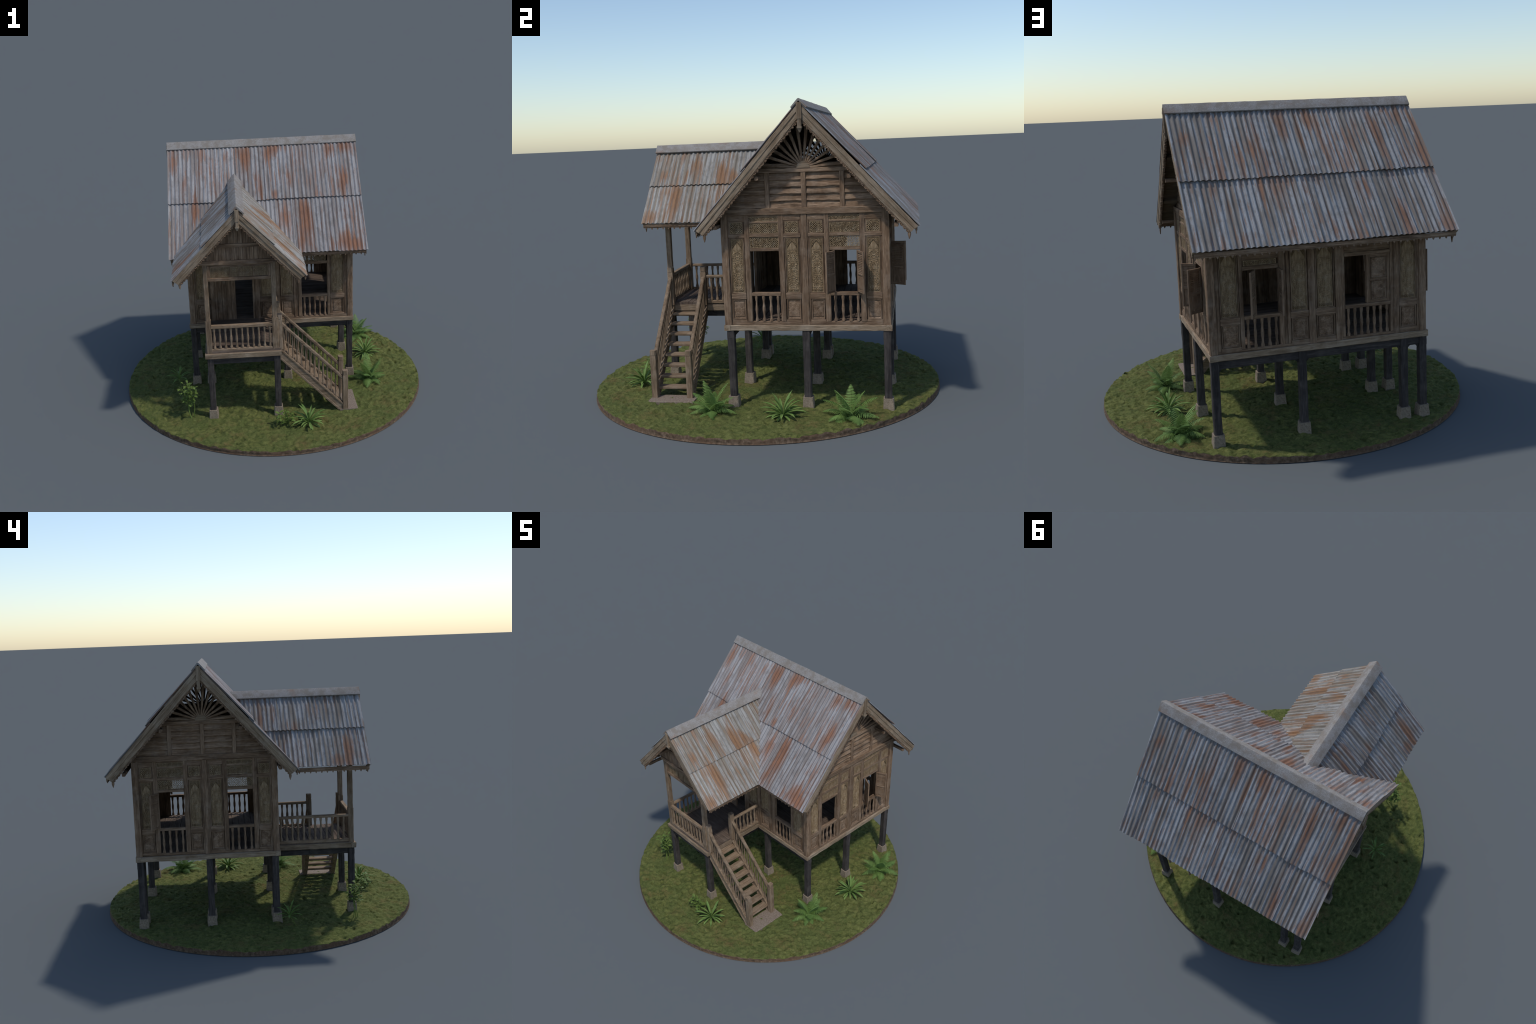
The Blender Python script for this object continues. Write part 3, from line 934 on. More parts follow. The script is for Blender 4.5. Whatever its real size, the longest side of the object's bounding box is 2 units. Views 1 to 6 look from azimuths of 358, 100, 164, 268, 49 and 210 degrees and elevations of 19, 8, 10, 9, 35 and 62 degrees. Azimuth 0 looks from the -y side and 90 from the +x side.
LM, LP = SLOPES["front"][1], SLOPES["porch_right"][1]
for key in ("front", "rear"):
    s = -1 if key == "front" else 1
    ua, ub = sorted((s * (RX0 + 0.022), s * (RX1 - 0.022)))
    n = 9
    for i in range(n):
        v0, v1 = 0.01 + (LM - 0.03) * i / n, 0.01 + (LM - 0.03) * (i + 1) / n
        slope_box(b, key, ua, ub, v0, v1 - 0.0015, -0.026, -0.0095, 0)
    for v in (0.30, 0.62):
        slope_box(b, key, ua + 0.001, ub - 0.001, v - 0.012, v + 0.012, -0.050, -0.0265, 0)
    for i in range(8):
        u = ua + 0.03 + (ub - ua - 0.06) * i / 7
        if 0 < i < 7:
            slope_box(b, key, u - 0.009, u + 0.009, 0.02, LM - 0.03, -0.04, -0.0262, 1, along=1)
b.box((RX0 + 0.03, RY - 0.012, 1.515), (RX1 - 0.03, RY + 0.012, 1.568), along=0)
ROOF = b.obj("main_roof", SOFFIT_WOOD, HOUSE)

roof_rows("front", -RX1, -RX0, (-0.405, -0.02, 0.20, 0.42), (-0.44, -0.195, 0.18, 0.40), ROOF, 0.45, seed=100, tilts=(((1, 0), 0.004),))
roof_rows("rear", RX0, RX1, (-0.49, -0.375, -0.02, 0.21, 0.45), (-0.43, -0.2, 0.03, 0.26, 0.53), ROOF, 0.45, seed=200, tilts=(((1, 0), 0.008), ((1, 1), 0.006), ((1, 4), 0.004)))


def ridge_cap(a, bpt, half, drop, parent, thick=0.0075):
    """Folded ridge flashing: a thick V running along the ridge."""
    a, bpt = V(a), V(bpt)
    t = (bpt - a).normalized()
    s = V((0, 0, 1)).cross(t)
    L = (bpt - a).length
    n = int(L / 0.02)
    b = Build()
    prof = [(-half, -drop), (-half * 0.15, -drop * 0.08), (0, 0), (half * 0.15, -drop * 0.08), (half, -drop), (half - thick * 0.55, -drop - thick * 0.75), (0, -thick * 1.5), (-half + thick * 0.55, -drop - thick * 0.75)]
    vs, fs = [], []
    for i in range(n + 1):
        c = a + t * (L * i / n)
        for (x, z) in prof:
            q = c + s * x + V((0, 0, z))
            vs.append(q + V((0, 0, 1)) * (0.0012 * wob(q, 16)) + s * (0.001 * wob(q, 22, 4)))
    m = len(prof)
    for i in range(n):
        for j in range(m):
            k = (j + 1) % m
            fs.append((i * m + j, i * m + k, (i + 1) * m + k, (i + 1) * m + j))
    fs.append(tuple(range(m)))
    fs.append(tuple(n * m + j for j in range(m)))
    b.add(vs, fs, 0)
    b.obj("ridge_cap", [CAP], parent, angle=30)


ridge_cap((RX0 - 0.003, RY - 0.002, 1.6145), (RX1 + 0.004, RY - 0.002, 1.6145), 0.040, 0.0425, ROOF)


def barge(key, u, out, parent, L, pend):
    """Barge board under the sheet ends of one slope, its fillet and the carved fringe."""
    mw, _ = SLOPES[key]
    o = mw.to_3x3() @ V((1 if out > 0 else -1, 0, 0))
    b = Build()
    t = Build()
    t.box((-0.007, 0.004, -0.0485), (0.007, L - 0.012, -0.006), along=1, jit=0.0012, ch=0.002)
    t.box((-0.0045, 0.004, -0.0245), (0.0105, L - 0.010, -0.0020), along=1, jit=0.0009, ch=0.002)
    b.add([(u + (p[0] if out > 0 else -p[0]), p[1], p[2]) for p in t.v], t.f, 1)
    place("barge_board", b.mesh("barge_board", TRIM_WOOD), parent, mw)      # grain follows the slope
    c = carved_strip(L - 0.085, curls, 0.0145, 0.0025, t=0.009, knob=0.0055, seed=u * 9)
    # strip x runs down the slope, y drops off the underside, z is thickness
    m2 = mw @ frame((u, 0.066, -0.0478), (0, 1, 0), (0, 0, 1), (1, 0, 0))
    place("carved_fringe", c.mesh("carved_fringe", [WALL_WOOD[2]], angle=50), parent, m2)
    tip = mw @ V((u, L - 0.018, -0.052))
    drop_finial(tip + V((0, 0, 0.012)), pend, parent, WALL_WOOD, w=0.020, d=0.008, out=o)


for key, us in (("front", ((-RX1 + 0.012, -1), (-RX0 - 0.012, 1))), ("rear", ((RX1 - 0.012, 1), (RX0 + 0.012, -1)))):
    for u, out in us:
        barge(key, u, out, ROOF, LM, 0.048)


def king_pendant(p, out, parent, h, mats):
    """Post hung at the gable apex, with a turned tip."""
    b = Build()
    x, y, z = p
    b.box((x - 0.0125, y - 0.0125, z - h * 0.55), (x + 0.0125, y + 0.0125, z), along=2, jit=0.0007, ch=0.002)
    b.box((x - 0.010, y - 0.010, z - h * 0.9), (x + 0.010, y + 0.010, z - h * 0.548), along=2, jit=0.0007, ch=0.003)
    b.beam((x, y, z - h * 0.9), (x, y, z - h), 0.018, 0.018, side=(1, 0, 0), jit=0, taper=0.4, mat=2)
    b.box((x - 0.0125, y - 0.0125, z - h * 0.86), (x + 0.0125, y + 0.0125, z - h * 0.80), along=2, jit=0, ch=0.002)
    b.obj("gable_pendant", mats, parent)


king_pendant((RX1 - 0.006, RY - 0.001, 1.595), 1, ROOF, 0.145, TRIM_WOOD)
king_pendant((RX0 + 0.006, RY - 0.001, 1.595), -1, ROOF, 0.150, TRIM_WOOD)


def eave(y, x0, x1, out, parent):
    """Fascia board with a saw-cut valance under a main eave."""
    b = Build()
    b.box((x0, y - 0.005, EZ - 0.024), (x1, y + 0.005, EZ - 0.006), jit=0.0009)
    o = b.obj("eave_board", WALL_WOOD, parent)
    c = carved_strip(x1 - x0, points, 0.0125, 0.003, t=0.005, knob=0.0006)
    place("valance", c.mesh("valance", [WALL_WOOD[0]], angle=40), parent, frame((x0, y, EZ - 0.0235), (1, 0, 0), (0, 0, 1), (0, -1, 0)))


eave(RY + HALF - 0.012, RX0 + 0.01, RX1 - 0.01, 1, ROOF)
eave(RY - HALF + 0.012, 0.165, RX1 - 0.01, -1, ROOF)
eave(RY - HALF + 0.012, RX0 + 0.01, -0.59, -1, ROOF)

# purlin ends showing under the gable overhang
b = Build()
for (y, z) in ((0.098, 1.232), (0.560, 1.232), (-0.125, 0.990), (0.784, 0.987)):
    b.box((-0.622, y - 0.010, z - 0.010), (0.604, y + 0.010, z + 0.010), jit=0.001, ch=0.003)
b.obj("purlin", WALL_WOOD, ROOF)


def gable(sign):
    """Gable end: lapped boards, studs, rail and the sunburst vent."""
    x = 0.517 if sign > 0 else -0.520
    b = Build()
    inner = lambda z: HALF * (RZ - z) / (RZ - EZ) - 0.030
    n, z = 5, 1.0765
    for i in range(n):
        dz = (1.2535 - 1.0765) / n
        zc = z + dz * (i + 0.5)
        cuts = [-1, -0.19, 0.0, 0.19, 1]
        for k in range(4):
            a = RY + max(-inner(zc + 0.012), cuts[k])
            e = RY + min(inner(zc + 0.012), cuts[k + 1])
            if e - a < 0.01:
                continue
            b.beam((x, a, zc), (x, e, zc), dz + 0.006, 0.009, side=(-sign * 0.34, 0, 1), jit=0.0024, seg=0.015, mat=1)
    b.box((x - sign * 0.008, RY - inner(1.175), 1.074), (x - sign * 0.014, RY + inner(1.175), 1.17), jit=0, along=1)
    b.box((x - sign * 0.008, RY - inner(1.265), 1.17), (x - sign * 0.014, RY + inner(1.265), 1.26), jit=0, along=1)
    for (a, e) in ((0.126, 0.150), (0.3125, 0.3375), (0.506, 0.530)):
        b.box((x - sign * 0.01, a, 1.0765), (x + sign * 0.0135, e, 1.2535), along=2, jit=0.0009)
    b.box((x - sign * 0.012, RY - inner(1.265) + 0.012, 1.2535), (x + sign * 0.0155, RY + inner(1.265) - 0.012, 1.2755), jit=0.0013)
    o = b.obj("gable_wall", WALL_WOOD, HOUSE)
    # sunburst
    hub = V((x + sign * 0.010, RY - 0.002, 1.2755))
    h = Build()
    N = 14
    ring = [(math.cos(math.pi * i / N), math.sin(math.pi * i / N)) for i in range(N + 1)]
    vs = [hub + V((sx, c * 0.034, s * 0.034)) for sx in (-0.008, 0.008) for c, s in ring]
    fs = [(i, i + 1, N + 2 + i, N + 1 + i) for i in range(N)] + [(N, 0, N + 1, 2 * N + 1), tuple(range(N, -1, -1)), tuple(N + 1 + i for i in range(N + 1))]
    h.add(vs, fs, 1)
    h.obj("sunburst_hub", TRIM_WOOD, o)
    R = 14
    for i in range(R):
        an = math.radians(5.5 + 169.0 * i / (R - 1))
        c, s = math.cos(an), math.sin(an)
        # stop where the ray meets the roof boarding
        k = (RZ - EZ) / HALF
        lim = (RZ - 0.028 - hub.z) / (s + k * abs(c))
        ray = Build()
        d = V((0, c, s))
        ray.beam(hub + d * 0.030, hub + d * lim, 0.0085, 0.009, side=(0, -s, c), jit=0.0006, taper=1.0 + 5.5 * lim, mat=2 if s > 0.7 else 1, seg=0.02)
        ray.obj("sunburst_ray", WALL_WOOD, o)
    # solid lower corners behind the flattest rays
    f = Build()
    for sg in (-1, 1):
        f.box((x - 0.004, RY + sg * 0.03, 1.2757), (x + 0.002, RY + sg * (inner(1.31) - 0.01), 1.300), along=1, jit=0)
    # raking boards on the wall plane
    for sg, key in ((-1, "front"), (1, "rear")):
        a = V((x, RY + sg * 0.01, RZ - 0.045))
        e = V((x, RY + sg * (HALF - 0.17), EZ + 0.150))
        f.beam(a, e, 0.03, 0.012, side=(0, sg * 0.74, 0.67), jit=0.0009, mat=1)
    f.obj("gable_rake", WALL_WOOD, o)


gable(1)
gable(-1)

# ------------------------------------------------------------------ porch
b = Build()
x = -0.425
y = -0.58
while y < -0.105:
    y1 = min(y + RNG.uniform(0.026, 0.034), -0.104)
    b.box((-0.424, y, 0.4435), (0.026, y1 - 0.0014, 0.4895 + RNG.uniform(-0.001, 0.001)), along=0, jit=0.0004, ch=0.001)
    y = y1
PORCH = b.obj("porch_floor", FLOOR_WOOD, HOUSE)
b = Build()
b.box((-0.437, -0.592, 0.4415), (0.030, -0.562, 0.474), jit=0.0016)
b.box((-0.4355, -0.5615, 0.4418), (-0.410, -0.116, 0.4745), jit=0.0014)
b.box((0.003, -0.5615, 0.4382), (0.028, -0.116, 0.4745), jit=0.0014)
b.obj("porch_sill", TRIM_WOOD, PORCH)
for px in (-0.408, -0.004):
    b = Build()
    b.box((px - 0.018, -0.580, 0.4735), (px + 0.018, -0.546, 0.690), along=2, jit=0.0012, ch=0.003)
    b.box((px - 0.0138, -0.5785, 0.690), (px + 0.0138, -0.5475, 1.046), along=2, jit=0.0012, ch=0.003)
    b.obj("porch_post", STAIR_WOOD, PORCH)
# railings
b = Build()
for (lo, hi) in (((-0.392, -0.580, 0.636), (-0.020, -0.556, 0.6565)), ((-0.392, -0.578, 0.482), (-0.020, -0.560, 0.5015)),
                 ((-0.428, -0.548, 0.636), (-0.405, -0.112, 0.652)), ((-0.426, -0.548, 0.479), (-0.408, -0.112, 0.4995)),
                 ((0.012, -0.336, 0.635), (0.035, -0.112, 0.6515)), ((0.015, -0.336, 0.482), (0.032, -0.112, 0.501))):
    b.box(lo, hi, jit=0.0011, ch=0.003)
RAIL = b.obj("porch_railing", STAIR_WOOD, HOUSE)
for i in range(11):
    baluster(-0.375 + 0.0339 * i, -0.5685, 0.5015, 0.636, RAIL, PORCH_BALUSTER).name = "baluster"
for i in range(12):
    baluster(-0.4165, -0.130 - 0.0354 * i, 0.4995, 0.6365, RAIL, PORCH_BALUSTER)
for i in range(6):
    baluster(0.0235, -0.310 + 0.0338 * i, 0.501, 0.6355, RAIL, PORCH_BALUSTER)

# porch gable
b = Build()
b.box((-0.440, -0.583, 1.0455), (0.030, -0.549, 1.0705), jit=0.0012)
b.box((-0.394, -0.574, 0.9405), (-0.018, -0.552, 0.9605), jit=0.0009)
b.box((-0.394, -0.571, 1.0365), (-0.018, -0.553, 1.0457), jit=0.0005)
b.box((-0.394, -0.5715, 0.9605), (-0.377, -0.553, 1.0365), along=2, jit=0.0006)
b.box((-0.034, -0.5715, 0.9605), (-0.018, -0.553, 1.0365), along=2, jit=0.0006)
b.box((-0.378, -0.555, 0.958), (-0.033, -0.551, 1.038), along=0, jit=0)
pin = lambda z: PHALF * (PZ - z) / (PZ - PEZ) - 0.022
x = PX - 0.31
while x < PX + 0.31:
    w = RNG.uniform(0.018, 0.03)
    c = x + w / 2
    zt = PZ - 0.03 - abs(c - PX) * (PZ - PEZ) / PHALF
    if zt > 1.085:
        b.box((x, -0.5745, 1.0705), (x + w - 0.001, -0.564 - RNG.uniform(0, 0.0015), zt), along=2, jit=0.0005)
    x += w
b.box((PX - pin(1.16) + 0.012, -0.582, 1.1485), (PX + pin(1.16) - 0.012, -0.566, 1.1715), jit=0.001)
for px in (-0.408, -0.004):
    b.box((px - 0.013, -0.548, 1.046), (px + 0.013, -0.11, 1.0695), jit=0.001)
PG = b.obj("porch_gable", WALL_WOOD, HOUSE)
PFR = pierced_panel("fretted_panel", 0.341, 0.060, 0.0086, 90)
place("fretted_panel", PFR, PG, frame((-0.2055, -0.5645, 0.9935), (1, 0, 0), (0, 0, 1), (0, -1, 0)))
b = Build()
for xx in (-0.262, -0.2055, -0.12):
    b.box((xx - 0.002, -0.5705, 0.964), (xx + 0.002, -0.5665, 1.023), along=2, jit=0.0003)
b.box((-0.374, -0.5690, 1.0245), (-0.036, -0.5620, 1.0355), jit=0.0005)
b.obj("frieze_trim", WALL_WOOD, PG)

# porch roof
b = Build()
for key in ("porch_right", "porch_left"):
    s = -1 if key == "porch_right" else 1
    for i in range(7):
        v0, v1 = 0.01 + (LP - 0.03) * i / 7, 0.01 + (LP - 0.03) * (i + 1) / 7
        yb = RY - HALF * (RZ - (PZ - (PZ - PEZ) * v0 / LP)) / (RZ - EZ) + 0.02
        ua, ub = sorted((s * (PY0 + 0.022), s * max(yb, -0.2)))
        slope_box(b, key, ua, ub, v0, v1 - 0.0014, -0.026, -0.0095, 1)
PROOF = b.obj("porch_roof", SOFFIT_WOOD, HOUSE)
fn = (SLOPES["front"][0].to_3x3() @ V((0, 0, 1)))
CLIP = [(tuple(V((0, RY, RZ)) - fn * 0.004), tuple(-fn))]   # porch sheets stop at the main roof
roof_rows("porch_right", -0.17, -PY0, (0.17, 0.41), (0.22, 0.46), PROOF, 0.298, CLIP, seed=300)
roof_rows("porch_left", PY0, 0.17, (-0.38, -0.14), (-0.42, -0.20), PROOF, 0.298, CLIP, seed=400)
ridge_cap((PX + 0.002, PY0 - 0.004, 1.4178), (PX + 0.002, 0.165, 1.4178), 0.046, 0.0430, PROOF)
for key, u, out in (("porch_right", -PY0 - 0.012, 1), ("porch_left", PY0 + 0.012, -1)):
    barge(key, u, out, PROOF, LP, 0.042)
king_pendant((PX + 0.002, PY0 + 0.004, 1.398), -1, PROOF, 0.126, TRIM_WOOD)
b = Build()
for dx, z in ((-0.145, 1.158), (0.145, 1.158), (-0.300, 0.996), (0.300, 0.996)):
    b.box((PX + dx - 0.009, -0.642, z - 0.009), (PX + dx + 0.009, -0.2, z + 0.009), jit=0.001, ch=0.003)
b.obj("purlin", WALL_WOOD, PROOF)
for sx in (-1, 1):
    xe = PX + sx * (PHALF - 0.010)
    y1 = -0.215
    b = Build()
    b.box((xe - 0.005, PY0 + 0.01, PEZ - 0.026), (xe + 0.005, y1, PEZ - 0.006), jit=0.0009)
    o = b.obj("eave_board", WALL_WOOD, PROOF)
    c = carved_strip(y1 - PY0 - 0.01, points, 0.0125, 0.003, t=0.005, knob=0.0006)
    place("valance", c.mesh("valance", [WALL_WOOD[0]], angle=40), PROOF, frame((xe, PY0 + 0.01, PEZ - 0.0255), (0, 1, 0), (0, 0, 1), (1, 0, 0)))

# ------------------------------------------------------------------ staircase
YA, YB = -0.555, -0.355
line = lambda x, z0: z0 - (x - 0.033) * 1.04
b = Build()
for y in (YA, YB):
    b.beam((0.024, y, line(0.024, 0.432)), (0.419, y, line(0.419, 0.432)), 0.052, 0.020, side=(0.72, 0, 0.69), jit=0.0011, mat=0)
    b.beam((0.024, y, line(0.024, 0.462)), (0.412, y, line(0.412, 0.462)), 0.011, 0.028, side=(0.72, 0, 0.69), jit=0.001, mat=0)
    b.beam((0.024, y, line(0.024, 0.402)), (0.385, y, line(0.385, 0.402)), 0.013, 0.028, side=(0.72, 0, 0.69), jit=0.001, mat=0)
STAIR = b.obj("staircase", STAIR_WOOD, HOUSE)
for i in range(8):
    xf, zt = 0.404 - 0.0478 * i, 0.089 + 0.0490 * i
    b = Build()
    b.box((xf - 0.056, YA + 0.007, zt - 0.0150), (xf, YB - 0.007, zt), along=1, jit=0.0009, ch=0.003)
    b.obj("tread", STAIR_WOOD, STAIR)
for (nx, z0, z1) in ((0.424, GROUND - 0.01, 0.302), (0.0245, 0.474, 0.701)):
    for y in (YA, YB):
        b = Build()
        b.box((nx - 0.0165, y - 0.0165, z0), (nx + 0.0165, y + 0.0165, z1 - 0.031), along=2, jit=0.001, ch=0.002)
        b.box((nx - 0.0145, y - 0.0145, z1 - 0.0315), (nx + 0.0145, y + 0.0145, z1 - 0.026), along=2, jit=0, ch=0.001)
        b.box((nx - 0.0165, y - 0.0165, z1 - 0.026), (nx + 0.0165, y + 0.0165, z1), along=2, jit=0.0006, ch=0.006)
        b.obj("newel_post", STAIR_WOOD, STAIR)
for y in (YA, YB):
    b = Build()
    b.beam((0.034, y, line(0.034, 0.641)), (0.412, y, line(0.412, 0.641)), 0.018, 0.022, side=(0.72, 0, 0.69), jit=0.001, ch=0.004, mat=0)
    b.obj("handrail", STAIR_WOOD, STAIR)
bb = Build()
bb.lathe((0, 0, 0), [(0, 0.0052), (0.02, 0.0052), (0.025, 0.0042), (0.05, 0.0036), (0.075, 0.0044), (0.095, 0.0052), (0.1, 0.0042), (0.105, 0.0052), (0.12, 0.0042), (0.14, 0.0038), (0.155, 0.0048), (0.17, 0.0054), (0.18, 0.005)], 10)
SLIM = bb.mesh("stair_baluster", STAIR_WOOD, angle=60)
for y in (YA, YB):
    for i in range(14):
        x = 0.048 + 0.0263 * i
        z0, z1 = line(x, 0.464), line(x, 0.636)
        place("stair_baluster", SLIM, STAIR, Matrix.Translation((x, y, z0)) @ Matrix.Diagonal((1, 1, (z1 - z0) / 0.18, 1)))

b = Build()
b.box((0.386, -0.574, 0.005), (0.504, -0.320, GROUND + 0.003), along=1, jit=0.0015, ch=0.003)
b.obj("step_stone", [PAD], HOUSE)

# ------------------------------------------------------------------ turf base
def turf_height(x, y):
    r = math.hypot(x, y)
    h = 0.5 * noise.noise(V((x * 4, y * 4, 1.0))) * 0.006 + 0.0045 * noise.noise(V((x * 21, y * 25, 7.0)))
    h += 0.0095 * abs(noise.noise(V((x * 15 + 3, y * 15, 2.0)))) + 0.0075 * noise.noise(V((x * 34, y * 34, 5.0)))
    h += 0.0038 * noise.noise(V((x * 80, y * 80, 8.0)))
    pit = noise.noise(V((x * 26 + 11, y * 26 + 4, 3.0)))
    h -= 0.015 * max(0.0, pit - 0.40 + 0.12 * noise.noise(V((x * 7, y * 7, 9.0)))) / 0.3
    h = max(0.008, h + 0.0285)
    e = max(0.0, (r - 0.955) / 0.045)
    return h + 0.004 * e - 0.004 * e * e


b = Build()
NR, NA = 250, 860
vs, fs, ms = [(0, 0, turf_height(0, 0))], [], []
for i in range(1, NR + 1):
    r = i / NR
    for j in range(NA):
        t = 2 * math.pi * j / NA
        rr = 0.998 * r
        if i == NR:
            rr = 0.9955 + 0.0035 * noise.noise(V((math.cos(t) * 22, math.sin(t) * 22, 0)))
        x, y = rr * math.cos(t), rr * math.sin(t)
        vs.append((x, y, turf_height(x, y) - (0.003 if i == NR else 0)))
ix = lambda i, j: 1 + (i - 1) * NA + j % NA
for j in range(NA):
    fs.append((0, ix(1, j), ix(1, j + 1)))
    ms.append(0)
for i in range(1, NR):
    for j in range(NA):
        fs.append((ix(i, j), ix(i + 1, j), ix(i + 1, j + 1), ix(i, j + 1)))
        ms.append(0)
# crumbly rim of earth below the turf
base = len(vs)
LV = 6
for k in range(1, LV + 1):
    for j in range(NA):
        t = 2 * math.pi * j / NA
        x0, y0, z0 = vs[ix(NR, j)]
        z = z0 * (1 - k / LV)
        rr = 0.9965 + 0.0035 * noise.noise(V((math.cos(t) * 40, math.sin(t) * 40, z * 60))) if k < LV else 1.0
        vs.append((rr * math.cos(t), rr * math.sin(t), z))
rx = lambda k, j: ix(NR, j) if k == 0 else base + (k - 1) * NA + j % NA
for k in range(LV):
    for j in range(NA):
        fs.append((rx(k, j), rx(k + 1, j), rx(k + 1, j + 1), rx(k, j + 1)))
        ms.append(1)
fs.append(tuple(rx(LV, j) for j in range(NA - 1, -1, -1)))
ms.append(1)
b.v, b.f, b.m = vs, fs, ms
TURF = b.obj("turf_disc", [MOSS, SOIL], None, angle=60)
TURF["label"] = "round mossy turf disc with a brown earth rim"
TURF["category"] = "ground base"

# ------------------------------------------------------------------ plants
def arc_point(L, rise, droop, t):
    """Leaf midrib: leaves the crown steeply, then arches over (x outwards, z up)."""
    a = rise - droop * t
    # integrate the turning angle
    n = 24
    x = z = 0.0
    for i in range(int(round(n * t))):
        k = i / n
        a = rise - droop * k
        x += math.cos(a) * L / n
        z += math.sin(a) * L / n
    return x, z, rise - droop * t


def frond_mesh(L, rise, droop, seed, pairs=19):
    rng = random.Random(seed)
    b = Build()
    prev = None
    for i in range(25):
        t = i / 24
        x, z, a = arc_point(L, rise, droop, t)
        w = 0.0016 * (1 - 0.8 * t)
        ring = [(x, -w, z), (x, 0, z + w), (x, w, z), (x, 0, z - w)]
        if prev:
            b.add(prev + ring, [(0, 1, 5, 4), (1, 2, 6, 5), (2, 3, 7, 6), (3, 0, 4, 7)])
        prev = ring
    for i in range(pairs):
        t = 0.10 + 0.9 * i / pairs
        x, z, a = arc_point(L, rise, droop, round(t * 24) / 24)
        x2, z2, _ = arc_point(L, rise, droop, min(1, (round(t * 24) + 1) / 24))
        f = t * 24 - round(t * 24)
        x, z = x + (x2 - x) * f, z + (z2 - z) * f
        ll = L * 0.21 * math.sin(math.pi * min(1, 0.12 + 0.88 * t) ** 0.75) ** 0.8 + 0.002
        for sd in (-1, 1):
            l = ll * rng.uniform(0.88, 1.1)
            fw = rng.uniform(0.22, 0.42)
            ww = max(0.0026, L * 0.033)
            d = V((math.cos(a) * fw, sd, math.sin(a) * fw - 0.28)).normalized()
            tn = V((math.cos(a), 0, math.sin(a)))
            nn = tn.cross(d).normalized() * (0.0006 * sd)
            pts = []
            for (k, wd, sag) in ((0, 0.5, 0), (0.3, 1.0, 0.0), (0.65, 0.75, 0.05), (1.0, 0.12, 0.16)):
                c = V((x, 0, z)) + d * (l * k) - V((0, 0, l * sag))
                pts.append((c - tn * ww * wd / 2, c + tn * ww * wd / 2))
            vs = []
            for (p, q) in pts:
                vs += [p + nn, q + nn, p - nn, q - nn]
            fs = []
            for k in range(3):
                o = k * 4
                fs += [(o, o + 1, o + 5, o + 4), (o + 3, o + 2, o + 6, o + 7), (o + 2, o, o + 4, o + 6), (o + 1, o + 3, o + 7, o + 5)]
            fs += [(0, 2, 3, 1), (12, 13, 15, 14)]
            b.add(vs, fs)
    return b.mesh("frond", [FERN], angle=35)


def strap_mesh(L, rise, droop, w, mat=STRAP, name="strap_leaf"):
    b = Build()
    n = 14
    vs, fs = [], []
    for i in range(n + 1):
        t = i / n
        x, z, a = arc_point(L, rise, droop, t)
        ww = w * (0.3 + 0.7 * math.sin(math.pi * min(1, 0.08 + 0.92 * t) ** 0.9)) * (1 if t < 0.97 else 0.3)
        ww = w * max(0.06, (0.28 + 0.72 * smooth(np.array(t), 0, 0.55)) * (1 - smooth(np.array(t), 0.72, 1.0)))
        up = V((-math.sin(a), 0, math.cos(a)))
        c = V((x, 0, z))
        vs += [c + V((0, -ww / 2, 0)) + up * (0.28 * ww), c, c + V((0, ww / 2, 0)) + up * (0.28 * ww), c + V((0, ww / 2, 0)) + up * (0.28 * ww - 0.0012), c - up * 0.0014, c + V((0, -ww / 2, 0)) + up * (0.28 * ww - 0.0012)]
    for i in range(n):
        for j in range(6):
            k = (j + 1) % 6
            fs.append((i * 6 + j, i * 6 + k, i * 6 + 6 + k, i * 6 + 6 + j))
    fs += [tuple(range(6)), tuple(n * 6 + j for j in range(6))]
    b.add(vs, fs)
    return b.mesh(name, [mat], angle=60)


def plant(name, label, x, y):
    return thing(name, label, "plant", (x, y, turf_height(x, y)))


FRONDS = [frond_mesh(0.155, 1.42, 0.75, 1), frond_mesh(0.145, 1.12, 1.1, 2), frond_mesh(0.13, 0.6, 1.2, 3), frond_mesh(0.105, 0.25, 0.75, 4)]


def fern(x, y, size, seed, counts):
    rng = random.Random(seed)
    p = plant("fern", "bushy green fern with arching feathery fronds", x, y)
    z = turf_height(x, y) + 0.006
    for k, c in enumerate(counts):
        o = rng.uniform(0, 6.28)
        for i in range(c):
            an = o + 2 * math.pi * i / c + rng.uniform(-0.25, 0.25)
            s = size * rng.uniform(0.85, 1.12)
            place("frond", FRONDS[k], p, Matrix.Translation((x, y, z)) @ Matrix.Rotation(an, 4, "Z") @ Matrix.Rotation(rng.uniform(-0.12, 0.12), 4, "X") @ Matrix.Scale(s, 4) @ Matrix.Translation((0.004, 0, 0)))


fern(0.642, -0.178, 1.05, 5, (3, 5, 6, 5))
fern(0.672, 0.538, 1.18, 8, (3, 6, 6, 6))

STRAPS = [strap_mesh(0.125, 1.35, 0.55, 0.0125), strap_mesh(0.125, 1.0, 0.9, 0.0130), strap_mesh(0.12, 0.65, 1.0, 0.0125), strap_mesh(0.085, 0.25, 0.75, 0.0115)]


def rosette(x, y, size, seed, counts, zoff=0.004, name="strap_leaf_plant"):
    rng = random.Random(seed)
    p = plant(name, "low rosette of arching strap-shaped green leaves", x, y)
    z = turf_height(x, y) + zoff
    for k, c in enumerate(counts):
        o = rng.uniform(0, 6.28)
        for i in range(c):
            an = o + 2 * math.pi * i / c + rng.uniform(-0.2, 0.2)
            s = size * rng.uniform(0.8, 1.12)
            place("strap_leaf", STRAPS[k], p, Matrix.Translation((x, y, z)) @ Matrix.Rotation(an, 4, "Z") @ Matrix.Rotation(rng.uniform(-0.12, 0.12), 4, "X") @ Matrix.Scale(s, 4))
    return p


rosette(0.680, 0.200, 1.08, 21, (4, 9, 10, 10))
rosette(0.178, -0.708, 1.05, 22, (4, 8, 9, 8))


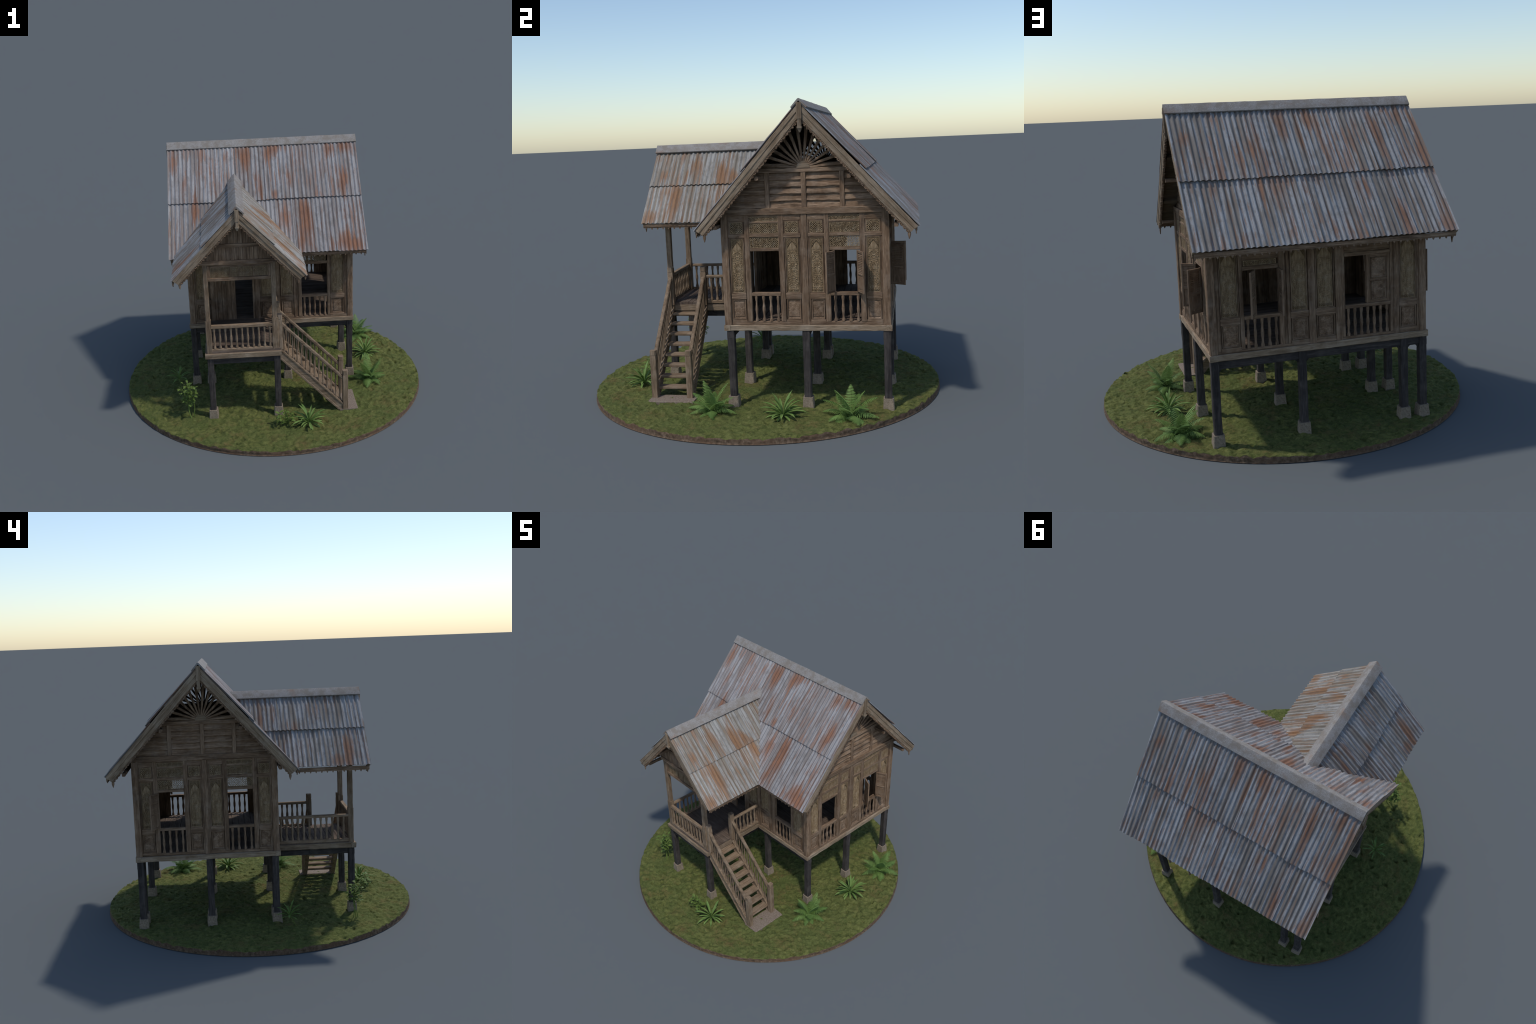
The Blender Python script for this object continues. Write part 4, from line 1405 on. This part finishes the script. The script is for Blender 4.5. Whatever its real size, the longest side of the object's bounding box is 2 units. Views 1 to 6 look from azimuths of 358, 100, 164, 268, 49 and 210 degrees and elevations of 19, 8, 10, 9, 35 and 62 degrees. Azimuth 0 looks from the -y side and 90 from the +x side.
def tube(b, pts, r0, r1):
    prev = None
    for i, p in enumerate(pts):
        p = V(p)
        r = r0 + (r1 - r0) * i / (len(pts) - 1)
        ring = [p + V((r * math.cos(t), r * math.sin(t), 0)) for t in (0, 1.05, 2.09, 3.14, 4.19, 5.24)]
        if prev:
            b.add(prev + ring, [(j, (j + 1) % 6, 6 + (j + 1) % 6, 6 + j) for j in range(6)])
        prev = ring


# stalked plant with a drooping leaf crown
px, py = -0.625, -0.185
p = plant("crowned_plant", "leaning stalk with a crown of drooping long leaves", px, py)
b = Build()
tube(b, [(px, py, 0.03), (px - 0.008, py + 0.012, 0.055), (px - 0.014, py + 0.026, 0.08), (px - 0.016, py + 0.035, 0.105)], 0.0028, 0.0022)
b.obj("stalk", [HERB], p)
rng = random.Random(33)
for k, c in enumerate((3, 5, 5, 3)):
    o = rng.uniform(0, 6)
    for i in range(c):
        place("strap_leaf", STRAPS[k], p, Matrix.Translation((px - 0.016, py + 0.035, 0.09 + 0.004 * (3 - k))) @ Matrix.Rotation(o + 6.283 * i / c, 4, "Z") @ Matrix.Scale(rng.uniform(0.6, 0.85), 4))


def leaflet_mesh(l, w):
    b = Build()
    vs, fs = [], []
    prof = [(0, 0.15), (0.25, 0.8), (0.5, 1.0), (0.75, 0.75), (1, 0.08)]
    for t, k in prof:
        vs += [(l * t, -w / 2 * k, 0.12 * l * math.sin(3.14 * t) + 0.1 * w * k), (l * t, 0, 0.12 * l * math.sin(3.14 * t)), (l * t, w / 2 * k, 0.12 * l * math.sin(3.14 * t) + 0.1 * w * k),
               (l * t, 0, 0.12 * l * math.sin(3.14 * t) - 0.0008)]
    for i in range(4):
        for j in range(4):
            k = (j + 1) % 4
            fs.append((i * 4 + j, i * 4 + k, i * 4 + 4 + k, i * 4 + 4 + j))
    fs += [(0, 1, 2, 3), (16, 17, 18, 19)]
    b.add(vs, fs)
    return b.mesh("leaf", [HERB], angle=60)


LEAVES = [leaflet_mesh(0.017, 0.010), leaflet_mesh(0.022, 0.013), leaflet_mesh(0.012, 0.008)]


def herb(x, y, stems, seed, label, leaf_n, size=1.0, zmin=0.45):
    """Upright herb: bent stems, short side twigs and small leaves in the upper part."""
    rng = random.Random(seed)
    p = plant("leafy_herb", label, x, y)
    b = Build()
    spots = []
    for (dx, dy, lx, ly, h) in stems:
        pts = []
        for i in range(9):
            t = i / 8
            pts.append((x + dx + lx * t + 0.007 * math.sin(t * 7 + seed + dx * 90), y + dy + ly * t + 0.005 * math.cos(t * 6 + seed), 0.028 + h * t))
        tube(b, pts, 0.0026, 0.0013)
        for i in range(leaf_n):
            t = rng.uniform(zmin, 1.0)
            k = min(7, int(t * 8))
            q = V(pts[k]).lerp(V(pts[k + 1]), t * 8 - k)
            an = rng.uniform(0, 6.28)
            ln = rng.uniform(0.006, 0.036) * size * (1.15 - 0.5 * t)
            e = q + V((math.cos(an) * ln, math.sin(an) * ln, ln * 0.45))
            tube(b, [q, e], 0.0009, 0.0006)
            spots.append((e, an))
    b.obj("stems", [HERB], p)
    for (e, an) in spots:
        place("leaf", rng.choice(LEAVES), p, Matrix.Translation(e) @ Matrix.Rotation(an + rng.uniform(-0.6, 0.6), 4, "Z") @ Matrix.Rotation(rng.uniform(-0.5, 0.5), 4, "Y") @ Matrix.Rotation(rng.uniform(-0.5, 0.5), 4, "X") @ Matrix.Scale(size * rng.uniform(0.75, 1.15), 4))


herb(-0.545, -0.560, ((0.0, 0.0, -0.045, 0.015, 0.20), (-0.004, -0.012, -0.015, 0.03, 0.225), (0.020, 0.012, -0.02, -0.045, 0.245)), 41, "slender herb with bent stems and small leaves", 46, 1.3, 0.42)
herb(0.035, -0.716, ((0, 0, 0.006, 0.004, 0.115), (0.006, 0.004, 0.02, -0.02, 0.075), (-0.005, 0.0, -0.022, -0.012, 0.07)), 44, "small upright herb with bright green leaves", 18, 1.3, 0.25)
